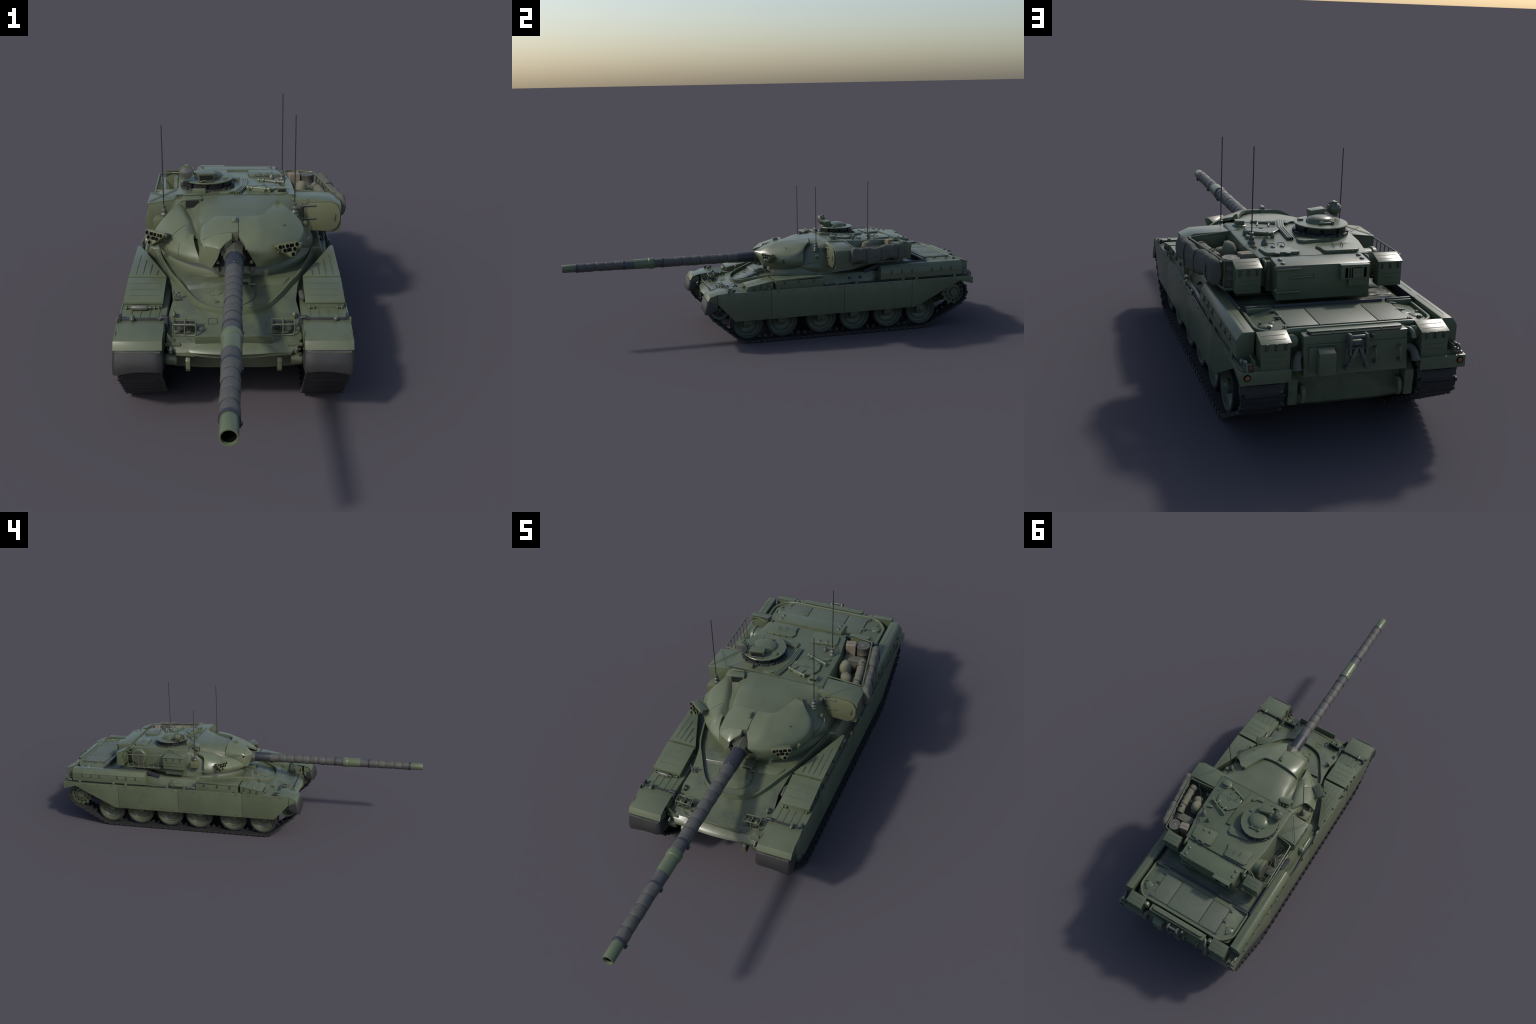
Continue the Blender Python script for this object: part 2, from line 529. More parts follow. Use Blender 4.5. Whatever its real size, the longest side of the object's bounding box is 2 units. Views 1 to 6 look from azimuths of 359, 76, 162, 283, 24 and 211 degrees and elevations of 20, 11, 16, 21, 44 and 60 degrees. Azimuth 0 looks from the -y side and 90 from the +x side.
# tow cables lying on the fender edges
cab = M()
path = [(0.295, 0.225, 0.254)]
for k in range(1, 16):
    y = 0.225 + 0.715 * k / 16
    path.append((0.3030 + 0.0020 * math.sin(k * 1.7), y, 0.2545 + 0.002 * math.sin(k * 2.3)))
path.append((0.297, 0.945, 0.257))
cab.tube(catmull(path, 3), 0.0033, 8)
part('tow_cable', cab, M_TRACK, hull)
part('tow_cable', cab.mirrored(), M_TRACK, hull)
eye = M()
eye.tube([(0, 0, 0), (0, 0.014, 0), (0, 0.022, 0)], [0.0055, 0.0075, 0.0068], 10)
ring = [(0, 0.022 + 0.010 - 0.010 * math.cos(a), 0.008 * math.sin(a)) for a in [2 * PI * k / 14 for k in range(14)]]
eye.tube(ring, 0.0022, 6, closed=True)
repeat('cable_eye', eye, M_STEEL, hull, [((s * 0.297, 0.235, 0.257), (0, 0, PI)) for s in (1, -1)] + [((s * 0.297, 0.935, 0.259), None) for s in (1, -1)])

# front stowage boxes -------------------------------------------------
def tread_lines(m, p00, p10, p01, p11, n, lift=0.0006, w=0.0016, pad=0.16, along=True):
    """Thin raised ribs on a quad, running from side 0 to side 1."""
    p00, p10, p01, p11 = map(Vector, (p00, p10, p01, p11))
    for k in range(n):
        t = (k + 1) / (n + 1)
        a = p00.lerp(p10, t); b = p01.lerp(p11, t)
        A = a.lerp(b, pad); B = a.lerp(b, 1 - pad)
        d = (B - A).normalized(); up = Vector((0, 0, 1)); s = d.cross(up).normalized() * w
        m.hexa([A - s, A + s, B + s, B - s], [A - s * .5 + up * lift, A + s * .5 + up * lift, B + s * .5 + up * lift, B - s * .5 + up * lift])

for sgn in (1, -1):
    def T(m): return m if sgn > 0 else m.mirrored()
    b = M().hexa([(0.198, -0.161, 0.247), (0.3025, -0.161, 0.247), (0.3025, -0.042, 0.247), (0.198, -0.042, 0.247)],
                 [(0.198, -0.161, 0.266), (0.3025, -0.161, 0.266), (0.3025, -0.042, 0.288), (0.198, -0.042, 0.288)])
    part('stowage_box', T(b), M_PAINT, hull, bevel=0.001)
    lid = M().hexa([(0.195, -0.164, 0.2645), (0.3045, -0.164, 0.2645), (0.3045, -0.040, 0.2875), (0.195, -0.040, 0.2875)],
                   [(0.195, -0.164, 0.2710), (0.3045, -0.164, 0.2710), (0.3045, -0.040, 0.2935), (0.195, -0.040, 0.2935)])
    part('stowage_lid', T(lid), M_PAINT, hull, bevel=0.001)
    gr = M()
    tread_lines(gr, (0.195, -0.164, 0.2708), (0.195, -0.04, 0.2933), (0.3045, -0.164, 0.2708), (0.3045, -0.04, 0.2933), 3, pad=0.12)
    part('lid_rib', T(gr), M_RIB, hull, kind='stuff')
    # triangular box behind
    tri = [(0.197, -0.028), (0.3025, -0.028), (0.3025, 0.208), (0.295, 0.208)]
    tb = M().prism(tri, 'z', 0.246, 0.288)
    part('stowage_box', T(tb), M_PAINT, hull, bevel=0.001)
    tri2 = [(0.1955, -0.0295), (0.3042, -0.0295), (0.3042, 0.2095), (0.2945, 0.2095)]
    tl = M().hexa([(x, y, 0.2875 + 0.03 * (y + 0.03)) for x, y in tri2], [(x, y, 0.2935 + 0.035 * (y + 0.03)) for x, y in tri2])
    part('stowage_lid', T(tl), M_PAINT, hull, bevel=0.001)
    gr = M()
    for x, y1 in ((0.225, 0.01), (0.245, 0.06), (0.265, 0.10), (0.285, 0.14)):
        tread_lines(gr, (x - 0.002, -0.025, 0.2938), (x + 0.002, -0.025, 0.2938), (x - 0.002, y1, 0.2998), (x + 0.002, y1, 0.2998), 1, pad=0.08)
    part('lid_rib', T(gr), M_RIB, hull, kind='stuff')
    # fender ribs between box and mudguard
    gr = M()
    for x in (0.205, 0.23, 0.255, 0.28):
        gr.box(x - 0.0022, x + 0.0022, -0.232, -0.166, 0.2482, 0.2500)
    part('fender_rib', T(gr), M_PAINT, hull, kind='stuff')

# latches: shared mesh, many places
latch = M().box(-0.003, 0.0008, -0.0034, 0.0034, -0.014, 0.005)
latch.box(-0.001, 0.0038, -0.0024, 0.0024, -0.012, -0.003)
latch.cyl((0.001, -0.0035, 0.003), (0.001, 0.0035, 0.003), 0.0022, n=8)
pl = []
for s in (1, -1):
    rz = 0 if s > 0 else PI
    for y, z in ((-0.135, 0.270), (-0.100, 0.276), (-0.065, 0.283), (0.015, 0.290), (0.085, 0.292), (0.160, 0.294)):
        pl.append(((s * 0.3052, y, z - 0.004), (0, 0, rz)))
    for y in (0.553, 0.607, 0.660, 0.765, 0.815, 0.867):
        pl.append(((s * 0.3100, y, 0.299), (0, 0, rz)))
    # latches facing back on rear fender bins and turret bins
    for x in (0.194, 0.219, 0.244):
        pl.append(((s * x, 0.9805, 0.308), (0, 0, PI / 2)))
        pl.append(((s * (x - 0.006), 0.6815, 0.411), (0, 0, PI / 2)))
for y in (0.300, 0.338, 0.378):
    pl.append(((-0.276, y, 0.414), (0, 0, PI)))
repeat('latch', latch, M_LATCH, hull, pl, bevel=0.0005)

# front handles of the boxes
hd = M()
for dx in (-0.006, 0.006):
    hd.box(dx - 0.0018, dx + 0.0018, -0.006, 0.001, -0.010, 0.004)
hd.cyl((-0.009, -0.003, 0.0), (0.009, -0.003, 0.0), 0.0018, n=8)
repeat('box_hinge', hd, M_PAINT, hull, [((s * x, -0.1625, 0.255), None) for s in (1, -1) for x in (0.213, 0.290)], bevel=0.0004)

# fire extinguishers
ext = M().lathe([(0.0, -0.026), (0.005, -0.025), (0.0075, -0.020), (0.0078, 0.016), (0.006, 0.021), (0.003, 0.023), (0.003, 0.030), (0.0, 0.030)], (0, 0, 0), 'x', 16)
repeat('fire_extinguisher', ext, M_STEEL, hull, [((-0.258, -0.171, 0.257), None), ((0.1885, -0.105, 0.266), (0, 0, PI / 2 + 0.05))])

# rear long side bins ---------------------------------------------------
def side_bin(x_top0=0.262):
    m = M()
    sec = [(0.262, 0.247), (0.3095, 0.260), (0.3098, 0.3035), (0.3080, 0.3085), (0.3020, 0.3175), (0.2955, 0.3255), (0.2915, 0.328), (0.262, 0.328)]
    m.prism(sec, 'y', 0.498, 0.926)
    return m
seam = M().box(0.3092, 0.3103, 0.500, 0.924, 0.3018, 0.3030)
ribs = M()
for y0, y1 in ((0.52, 0.69), (0.73, 0.90)):
    ribs.box(0.3092, 0.3103, y0, y1, 0.2815, 0.2825)
    ribs.box(0.280, 0.2812, y0, y1, 0.3278, 0.3286)
for s in (1, -1):
    b = side_bin()
    part('side_bin', b if s > 0 else b.mirrored(), M_PAINT, hull, bevel=0.0012, angle=30)
    q = M().merge(seam).merge(ribs)
    part('bin_seam', q if s > 0 else q.mirrored(), M_LINE, hull, kind='stuff')
# sloped dark strips joining the deck rails to the hull roof
st = M()
st.prism([(0.43, 0.290), (0.50, 0.314), (0.50, 0.333), (0.425, 0.307)], 'x', 0.258, 0.2705)
st.box(0.2555, 0.2610, 0.50, 0.757, 0.290, 0.3325)
part('deck_side_rail', st, M_GUTTER, hull, bevel=0.0006)
part('deck_side_rail', st.mirrored(), M_GUTTER, hull, bevel=0.0006)

# engine deck -----------------------------------------------------------
def deck_z(x): return 0.3255 - 0.0135 * min(1, max(0, (abs(x) - 0.168) / 0.070))
rings = []
for x in (-0.250, -0.240, -0.205, -0.168, 0.168, 0.205, 0.240, 0.250):
    yb = 0.928 if abs(x) <= 0.206 else 0.928 - (abs(x) - 0.205) * 0.95
    rings.append([(x, 0.755, 0.300), (x, yb, 0.300), (x, yb, deck_z(x)), (x, 0.755, deck_z(x))])
dk = M().loft(rings)
part('engine_deck', dk, M_HULL, hull, bevel=0.001)
df = M().box(-0.245, 0.245, 0.50, 0.752, 0.290, 0.3095)
for y in (0.56, 0.63, 0.70):
    df.box(-0.235, 0.235, y - 0.028, y + 0.028, 0.3090, 0.3110)
part('deck_front_plate', df, M_HULL, hull, bevel=0.001)
tp = [M().box(0.0840, 0.167, 0.783, 0.910, 0.324, 0.3295), M().box(-0.0810, 0.0810, 0.781, 0.911, 0.324, 0.3295), M().box(-0.171, -0.0840, 0.783, 0.911, 0.324, 0.3295)]
for t in tp:
    part('tread_panel', t, M_TREAD, hull, bevel=0.0006)
gapm = M().box(-0.0840, -0.0810, 0.781, 0.911, 0.3245, 0.3258).box(0.0810, 0.0840, 0.781, 0.911, 0.3245, 0.3258).box(0.167, 0.1695, 0.781, 0.912, 0.3245, 0.3256).box(-0.1735, -0.171, 0.781, 0.912, 0.3245, 0.3256).box(-0.172, 0.168, 0.7785, 0.781, 0.3245, 0.3256)
part('panel_gap', gapm, M_DARK, hull)
rimp = fillet([(0.246, 0.757, 0.319), (0.246, 0.884, 0.3175), (0.207, 0.9255, 0.3225), (0.168, 0.9255, 0.3285), (-0.168, 0.9255, 0.3285), (-0.207, 0.9255, 0.3225), (-0.248, 0.884, 0.3175), (-0.248, 0.757, 0.319)], 0.02, 4)
rim = M()
rings = []
for i, p in enumerate(rimp):
    a = rimp[max(i - 1, 0)]; b = rimp[min(i + 1, len(rimp) - 1)]
    t = (b - a).normalized(); n = Vector((-t.y, t.x, 0))
    rings.append([p + n * 0.0045 + Vector((0, 0, -0.008)), p + n * 0.0045 + Vector((0, 0, 0.001)), p + n * 0.003 + Vector((0, 0, 0.0025)),
                  p - n * 0.003 + Vector((0, 0, 0.0025)), p - n * 0.0045 + Vector((0, 0, 0.001)), p - n * 0.0045 + Vector((0, 0, -0.008))])
rim.loft(rings)
part('deck_rim', rim, M_PAINT, hull, angle=50)
bars = M()
for a, b in ((0.240, 0.169), (0.160, -0.160), (-0.172, -0.247)):
    bars.box(min(a, b), max(a, b), 0.748, 0.756, 0.296, 0.3330)
part('deck_cross_rail', bars, M_GUTTER, hull, bevel=0.0006)
cap = M()
for a, b in ((0.240, 0.169), (-0.172, -0.247)):
    cap.box(min(a, b), max(a, b), 0.756, 0.762, 0.310, 0.3295)
part('rail_backing', cap, M_PAINT, hull, bevel=0.0008)
# filler cap domes with lever arms
dm = M().dome((0, 0, 0), 0.0225, 0.0195, 0.0085, 20, 5)
dm.tube([(-0.012, -0.010, 0.003), (-0.030, -0.016, 0.003), (-0.040, -0.019, 0.002)], [0.006, 0.0045, 0.003], 8)
dm.box(-0.004, 0.004, 0.012, 0.022, 0.0, 0.010)
dm.box(0.010, 0.016, -0.020, -0.012, 0.0, 0.010)
repeat('filler_cap', dm, M_PAINT, hull, [((0.212, 0.866, 0.3145), (0, 0, 0.1)), ((-0.214, 0.864, 0.3145), (0, 0, 0.1), (-1, 1, 1))], bevel=0.0005)
cl = M().box(-0.006, 0.006, -0.004, 0.004, 0, 0.006).cyl((-0.013, 0, 0.003), (0.013, 0, 0.003), 0.0024, n=8).box(-0.002, 0.002, -0.010, 0.010, 0, 0.003)
repeat('deck_catch', cl, M_STEEL, hull, [((x, y, 0.3255), (0, 0, r)) for x, y, r in ((0.172, 0.785, 0.3), (0.174, 0.835, 0.2), (0.172, 0.905, 1.2), (-0.176, 0.785, -0.3), (-0.178, 0.840, -0.2), (-0.174, 0.905, 1.0))], bevel=0.0004)

# rear plate ------------------------------------------------------------
rp = M().prism([(0.930, 0.216), (0.976, 0.214), (0.966, 0.298), (0.966, 0.3215), (0.935, 0.3225), (0.930, 0.30)], 'x', -0.144, 0.143)
part('rear_louvre_box', rp, M_PAINT, hull, bevel=0.0015)
def stadium(x0, x1, y0, y1, n=8):
    r = (y1 - y0) / 2; cy = (y0 + y1) / 2
    return [(x1 - r + r * math.cos(a), cy + r * math.sin(a)) for a in [-PI / 2 + PI * k / n for k in range(n + 1)]] + \
           [(x0 + r - r * math.cos(a), cy - r * math.sin(a)) for a in [-PI / 2 + PI * k / n for k in range(n + 1)]]
spl = M().box(-0.1446, 0.1436, 0.940, 0.9672, 0.2965, 0.2978)
part('rear_box_seam', spl, M_LINE, hull)
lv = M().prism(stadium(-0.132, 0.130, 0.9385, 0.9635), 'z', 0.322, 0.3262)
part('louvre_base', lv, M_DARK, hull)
lv = M().prism(stadium(-0.132, 0.130, 0.9370, 0.9580), 'z', 0.3262, 0.3300)
for x in (-0.07, 0.0, 0.065):
    lv.box(x - 0.001, x + 0.001, 0.955, 0.964, 0.3255, 0.3290)
part('louvre_cover', lv, M_PAINT, hull, bevel=0.001)
lt = M().tube(catmull([(x, 0.9655, 0.3245) for x in (-0.126, 0, 0.124)], 3), 0.0013, 6)
part('louvre_lip', lt, M_PAINT, hull)
lrp = M().prism([(-0.160, 0.124), (-0.10, 0.113), (0.10, 0.113), (0.160, 0.124), (0.160, 0.24), (-0.160, 0.24)], 'y', 0.900, 0.921)
part('rear_lower_plate', lrp, M_HULL, hull, bevel=0.002)
sq = M().prism([(x * 0.0095, z * 0.0105 + 0.158) for x, z in ((-1, -0.8), (-0.8, -1), (0.8, -1), (1, -0.8), (1, 0.8), (0.8, 1), (-0.8, 1), (-1, 0.8))], 'y', 0.920, 0.9245)
sq2 = M().prism([(x * 0.0118, z * 0.0128 + 0.158) for x, z in ((-1, -0.8), (-0.8, -1), (0.8, -1), (1, -0.8), (1, 0.8), (0.8, 1), (-0.8, 1), (-1, 0.8))], 'y', 0.920, 0.9224)
part('inspection_plate', sq, M_PAINT, hull, bevel=0.0006)
part('inspection_seam', sq2, M_LINE, hull)
crate = M().box(0.064, 0.110, 0.970, 0.999, 0.222, 0.282)
crate.prism([(0.970, 0.282), (0.999, 0.282), (0.976, 0.292)], 'x', 0.0645, 0.1095)
part('telephone_box', crate, M_PAINT, hull, bevel=0.002)
cb2 = M().box(0.060, 0.130, 0.968, 0.976, 0.225, 0.291)
part('telephone_box_backing', cb2, M_PAINT, hull, bevel=0.001)
pipe = M().tube(fillet([(0.143, 0.968, 0.298), (0.125, 0.970, 0.2975), (0.068, 0.973, 0.298), (0.056, 0.974, 0.294), (0.056, 0.974, 0.262)], 0.008, 4), 0.0016, 6)
part('conduit', pipe, M_PAINT, hull)
# gun travel lock
tl = M()
for s in (-1, 1):
    tl.prism([(0.966, 0.312), (0.976, 0.326), (0.992, 0.327), (0.998, 0.320), (0.996, 0.304), (0.9985, 0.272), (0.986, 0.270), (0.983, 0.295), (0.966, 0.300)], 'x', 0.003 + s * 0.0225 - 0.0032, 0.003 + s * 0.0225 + 0.0032)
tl.cyl((-0.018, 0.988, 0.319), (0.024, 0.988, 0.319), 0.0048, n=12)
tl.box(-0.020, 0.025, 0.966, 0.988, 0.296, 0.309)
tl.cyl((-0.026, 0.991, 0.289), (0.032, 0.991, 0.289), 0.0025, n=8)
for s in (-1, 1):
    a = Vector((0.003 + s * 0.005, 0.993, 0.290)); b = Vector((0.003 + s * 0.029, 0.994, 0.232))
    d = (b - a).normalized(); w = Vector((d.z, 0, -d.x)) * 0.0048; t = Vector((0, 0.0045, 0))
    tl.hexa([a - w - t, a + w - t, a + w + t, a - w + t], [b - w - t, b + w - t, b + w + t, b - w + t])
    tl.cyl(a.lerp(b, .55) + Vector((0, -0.004, 0)), a.lerp(b, .55) + Vector((0, 0.006, 0)), 0.0034, n=8)
    tl.box(b.x - 0.005, b.x + 0.005, 0.970, 0.995, 0.230, 0.238)
tl.box(-0.006, 0.012, 0.972, 0.990, 0.264, 0.280)
tl.tube([(0.034, 0.991, 0.289), (0.0345, 0.993, 0.262)], 0.002, 6)
part('travel_lock', tl, M_STEEL, hull, bevel=0.0008)
hk = M().cyl((-0.042, 0.966, 0.310), (-0.042, 0.982, 0.318), 0.006, 0.004, 8).tube([(-0.042, 0.980, 0.318), (-0.042, 0.982, 0.306)], [0.005, 0.001], 6)
part('rear_hook', hk, M_STEEL, hull)
hb = M()
for x in (-0.049, -0.118):
    hb.tube(fillet([(x, 0.972, 0.279), (x, 0.986, 0.277), (x, 0.990, 0.244), (x, 0.974, 0.240)], 0.006, 3), 0.0028, 8)
    hb.box(x - 0.010, x - 0.003, 0.968, 0.980, 0.273, 0.283).box(x - 0.010, x - 0.003, 0.968, 0.982, 0.238, 0.248)
part('rear_grab_handle', hb, M_PAINT, hull, bevel=0.0006)
tw = M().lathe([(0.0, -0.004), (0.010, -0.004), (0.010, 0.006), (0.006, 0.008), (0.006, 0.016), (0.0, 0.017)], (-0.035, 0.920, 0.197), 'y', 12)
tw.merge(M().lathe([(0.0, 0), (0.006, 0), (0.006, 0.02), (0, 0.02)], (0.085, 0.930, 0.210), 'y', 10))
tw.box(-0.125, -0.115, 0.920, 0.957, 0.203, 0.216)
part('tow_pintle', tw, M_STEEL, hull, bevel=0.0006)
# rear towing lugs
lug = M().prism([(0.915, 0.176), (0.952, 0.180), (0.964, 0.170), (0.966, 0.150), (0.958, 0.132), (0.946, 0.126), (0.952, 0.140), (0.952, 0.150), (0.915, 0.150)], 'x', 0.130, 0.140)
part('tow_lug', lug, M_PAINT, hull, bevel=0.0012)
part('tow_lug', lug.mirrored(), M_PAINT, hull, bevel=0.0012)
lugf = M().prism([(-0.285, 0.176), (-0.312, 0.176), (-0.320, 0.168), (-0.321, 0.146), (-0.314, 0.136), (-0.302, 0.134), (-0.285, 0.146)], 'x', 0.1145, 0.1265)
lugf_h = M().cyl((0.1135, -0.308, 0.153), (0.1275, -0.308, 0.153), 0.0058, n=14)
part('lug_hole', lugf_h, M_DARK, hull)
part('lug_hole', lugf_h.mirrored(), M_DARK, hull)
part('tow_lug', lugf, M_PAINT, hull, bevel=0.0015)
part('tow_lug', lugf.mirrored(), M_PAINT, hull, bevel=0.0015)
# exhaust elbows
def elbow():
    m = M()
    p = catmull([(0.146, 0.955, 0.268), (0.155, 0.962, 0.268), (0.161, 0.972, 0.262), (0.163, 0.980, 0.252), (0.164, 0.985, 0.240)], 3)
    m.tube(p, [0.0115] * (len(p) - 2) + [0.0125, 0.0135], 14)
    m.tube([(0.164, 0.9843, 0.2416), (0.1641, 0.9853, 0.2386)], [0.0142, 0.0142], 14)
    return m
part('exhaust_pipe', elbow(), M_MANT, hull)
part('exhaust_pipe', elbow().mirrored(), M_MANT, hull)
pc = M().tube([(0.164, 0.9853, 0.2387), (0.1641, 0.9857, 0.2378)], [0.0115, 0.0115], 14)
part('exhaust_mouth', pc, M_BORE, hull)
part('exhaust_mouth', pc.mirrored(), M_BORE, hull)
br = M()
p = catmull([(-0.143, 0.950, 0.317), (-0.152, 0.957, 0.318), (-0.157, 0.970, 0.311), (-0.158, 0.975, 0.298)], 3)
br.tube(p, 0.0062, 10)
br.tube([p[-2], p[-1]], 0.0075, 10)
part('breather_pipe', br, M_PAINT, hull)
cov = M().cyl((-0.170, 0.938, 0.304), (-0.170, 0.957, 0.308), 0.0155, n=20).cyl((0.170, 0.938, 0.304), (0.170, 0.957, 0.308), 0.0155, n=20)
part('round_cover', cov, M_PAINT, hull, bevel=0.0015)
# rear corner beams, bins, lamps
rb = M().prism([(0.905, 0.243), (0.986, 0.243), (0.9865, 0.2085), (0.980, 0.2085), (0.980, 0.238), (0.905, 0.238)], 'x', 0.178, 0.3110)
rb.prism([(0.945, 0.238), (0.984, 0.238), (0.984, 0.2085), (0.960, 0.218)], 'x', 0.178, 0.182)
part('rear_fender_beam', rb, M_PAINT, hull, bevel=0.001)
part('rear_fender_beam', rb.mirrored(), M_PAINT, hull, bevel=0.001)
rbin = M().hexa([(0.181, 0.932, 0.2425), (0.258, 0.932, 0.2425), (0.258, 0.978, 0.2425), (0.181, 0.978, 0.2425)],
                [(0.181, 0.932, 0.327), (0.258, 0.932, 0.327), (0.258, 0.978, 0.312), (0.181, 0.978, 0.312)])
rlid = M().hexa([(0.179, 0.930, 0.3255), (0.2595, 0.930, 0.3255), (0.2595, 0.981, 0.3095), (0.179, 0.981, 0.3095)],
                [(0.179, 0.930, 0.3290), (0.2595, 0.930, 0.3290), (0.2595, 0.981, 0.3130), (0.179, 0.981, 0.3130)])
rrib = M()
tread_lines(rrib, (0.179, 0.930, 0.3288), (0.179, 0.981, 0.3128), (0.2595, 0.930, 0.3288), (0.2595, 0.981, 0.3128), 2, pad=0.12)
rrib.box(0.190, 0.250, 0.9778, 0.9787, 0.2775, 0.2785).box(0.190, 0.250, 0.9778, 0.9787, 0.2635, 0.2645)
for s in (1, -1):
    F = (lambda m: m) if s > 0 else (lambda m: m.mirrored())
    part('rear_bin', F(rbin), M_PAINT, hull, bevel=0.001)
    part('rear_bin_lid', F(rlid), M_PAINT, hull, bevel=0.0007)
    part('lid_rib', F(rrib), M_RIB, hull, kind='stuff')
    lampa = M().lathe([(0.0092, 0.0), (0.0092, 0.0035), (0.0068, 0.0035)], (0.294, 0.985, 0.2295), 'y', 20)
    part('lamp_bezel', F(lampa), M_BORE, hull)
    part('amber_lamp', F(M().lathe([(0.0070, 0.0), (0.0066, 0.0042), (0.003, 0.0052), (0.0005, 0.0053)], (0.294, 0.985, 0.2295), 'y', 20)), M_AMBER, hull)
    gb = M().box(0.275, 0.2765, 0.935, 0.983, 0.243, 0.272).box(0.276, 0.292, 0.968, 0.974, 0.243, 0.262)
    gb.box(0.262, 0.290, 0.950, 0.972, 0.2435, 0.252)
    part('lamp_guard', F(gb), M_PAINT, hull, bevel=0.0008)
    part('red_lamp', F(M().lathe([(0.0055, 0.0), (0.0055, 0.006), (0.003, 0.008), (0.0005, 0.0082)], (0.283, 0.974, 0.2515), 'y', 14)), M_RED, hull)
    gh = M().tube(fillet([(0.293, 0.955, 0.245), (0.294, 0.960, 0.266), (0.294, 0.978, 0.268), (0.294, 0.984, 0.246)], 0.008, 4), 0.003, 8)
    part('lamp_hoop', F(gh), M_STEEL, hull)

# driver area -------------------------------------------------------------
# splash rib
rp3 = [(-0.236, 0.20), (-0.228, 0.14), (-0.206, 0.055), (-0.183, -0.015), (-0.155, -0.065), (-0.128, -0.112), (-0.100, -0.150), (-0.070, -0.170), (-0.035, -0.180), (0, -0.183)]
rp3 = rp3 + [(-x, y) for x, y in rp3[-2::-1]]
pth = catmull([(x, y, 0) for x, y in rp3], 5)
rings = []
for i, p in enumerate(pth):
    a = pth[max(i - 1, 0)]; b = pth[min(i + 1, len(pth) - 1)]
    t = (b - a).normalized(); n = Vector((-t.y, t.x, 0))
    z = glacis_z(p.y) if p.y < 0.0 else 0.284
    h = 0.0165
    rings.append([p + n * 0.0036 + Vector((0, 0, z - 0.004)), p + n * 0.0030 + Vector((0, 0, z + h)), p - n * 0.0030 + Vector((0, 0, z + h)), p - n * 0.0036 + Vector((0, 0, z - 0.004))])
part('splash_rib', M().loft(rings), M_PAINT, hull, bevel=0.0006, angle=50)
# driver hatch disc and periscope ridges
dh = M()
ringp = [(0.058 * math.cos(a), -0.098 + 0.052 * math.sin(a)) for a in [2 * PI * k / 28 for k in range(28)]]
dh.loft([[(x, y, glacis_z(y) - 0.004) for x, y in ringp], [(x, y, glacis_z(y) + 0.0042) for x, y in ringp], [(x * 0.9, -0.098 + (y + 0.098) * 0.9, glacis_z(y) + 0.0062) for x, y in ringp]])
part('driver_hatch', dh, M_HULL, hull, angle=40)
rl = M().hexa([(-0.128, -0.080, 0.262), (-0.018, -0.066, 0.268), (-0.018, -0.02, 0.27), (-0.160, -0.024, 0.27)],
              [(-0.136, -0.068, 0.2815), (-0.018, -0.056, 0.284), (-0.018, -0.02, 0.2885), (-0.158, -0.026, 0.290)])
rl2 = M().hexa([(0.128, -0.076, 0.262), (0.040, -0.066, 0.268), (0.040, -0.02, 0.27), (0.160, -0.024, 0.27)],
               [(0.137, -0.046, 0.2785), (0.040, -0.052, 0.281), (0.040, -0.02, 0.2860), (0.156, -0.020, 0.287)])
part('hatch_ramp', rl, M_HULL, hull, bevel=0.003)
part('hatch_ramp', rl2, M_HULL, hull, bevel=0.003)
pb = M().box(-0.002, 0.046, -0.062, -0.020, 0.268, 0.2965)
part('driver_periscope', pb, M_HULL, hull, bevel=0.003)
part('periscope_window', M().box(0.006, 0.038, -0.0635, -0.060, 0.274, 0.288), M_GLASS, hull, bevel=0.0006)
hp = M().cyl((-0.024, -0.060, 0.280), (-0.002, -0.060, 0.280), 0.005, n=10).box(-0.02, -0.006, -0.058, -0.03, 0.272, 0.285).cyl((0.044, -0.062, 0.281), (0.062, -0.062, 0.281), 0.004, n=10)
part('hatch_hinge', hp, M_STEEL, hull, bevel=0.0006)
lp = M()
for x, y in ((-0.052, -0.135), (0.049, -0.100)):
    lp.tube([(x + 0.005 * math.cos(a), y + 0.005 * math.sin(a), glacis_z(y) + 0.006) for a in [2 * PI * k / 12 for k in range(12)]], 0.0012, 6, closed=True)
part('hatch_ring', lp, M_STEEL, hull)
hl = M().tube(catmull([(-0.074, -0.088, 0.272), (-0.066, -0.104, 0.270), (-0.046, -0.108, 0.269), (-0.036, -0.098, 0.272)], 4), 0.0016, 6)
part('hatch_lever', hl, M_PAINT, hull)
sqm = M()
for cx, cy, r, a in ((-0.058, -0.213, 0.012, 0.1), (-0.086, -0.245, 0.009, 0.7), (-0.096, -0.150, 0.008, 0.75)):
    pts = [(cx + r * 1.41 * math.cos(a + PI / 4 + k * PI / 2), cy + r * 1.41 * math.sin(a + PI / 4 + k * PI / 2), 0) for k in range(4)]
    pts = [(x, y, glacis_z(y) + 0.0012) for x, y, z in pts]
    sqm.tube(pts, 0.0008, 4, closed=True)
part('glacis_mark', sqm, M_LINE, hull, kind='stuff')
# trim vane
tv = M().hexa([(-0.101, -0.302, 0.209), (0.101, -0.302, 0.209), (0.101, -0.299, 0.210), (-0.101, -0.299, 0.210)],
              [(-0.101, -0.312, 0.236), (0.101, -0.312, 0.236), (0.101, -0.3095, 0.237), (-0.101, -0.3095, 0.237)])
part('splash_board', tv, M_PAINT, hull, bevel=0.0005)
tvs = M()
for s in (-1, 1):
    tvs.tube([(s * 0.101, -0.306, 0.218), (s * 0.108, -0.300, 0.222), (s * 0.125, -0.285, 0.222)], 0.0013, 6)
part('board_stay', tvs, M_STEEL, hull)
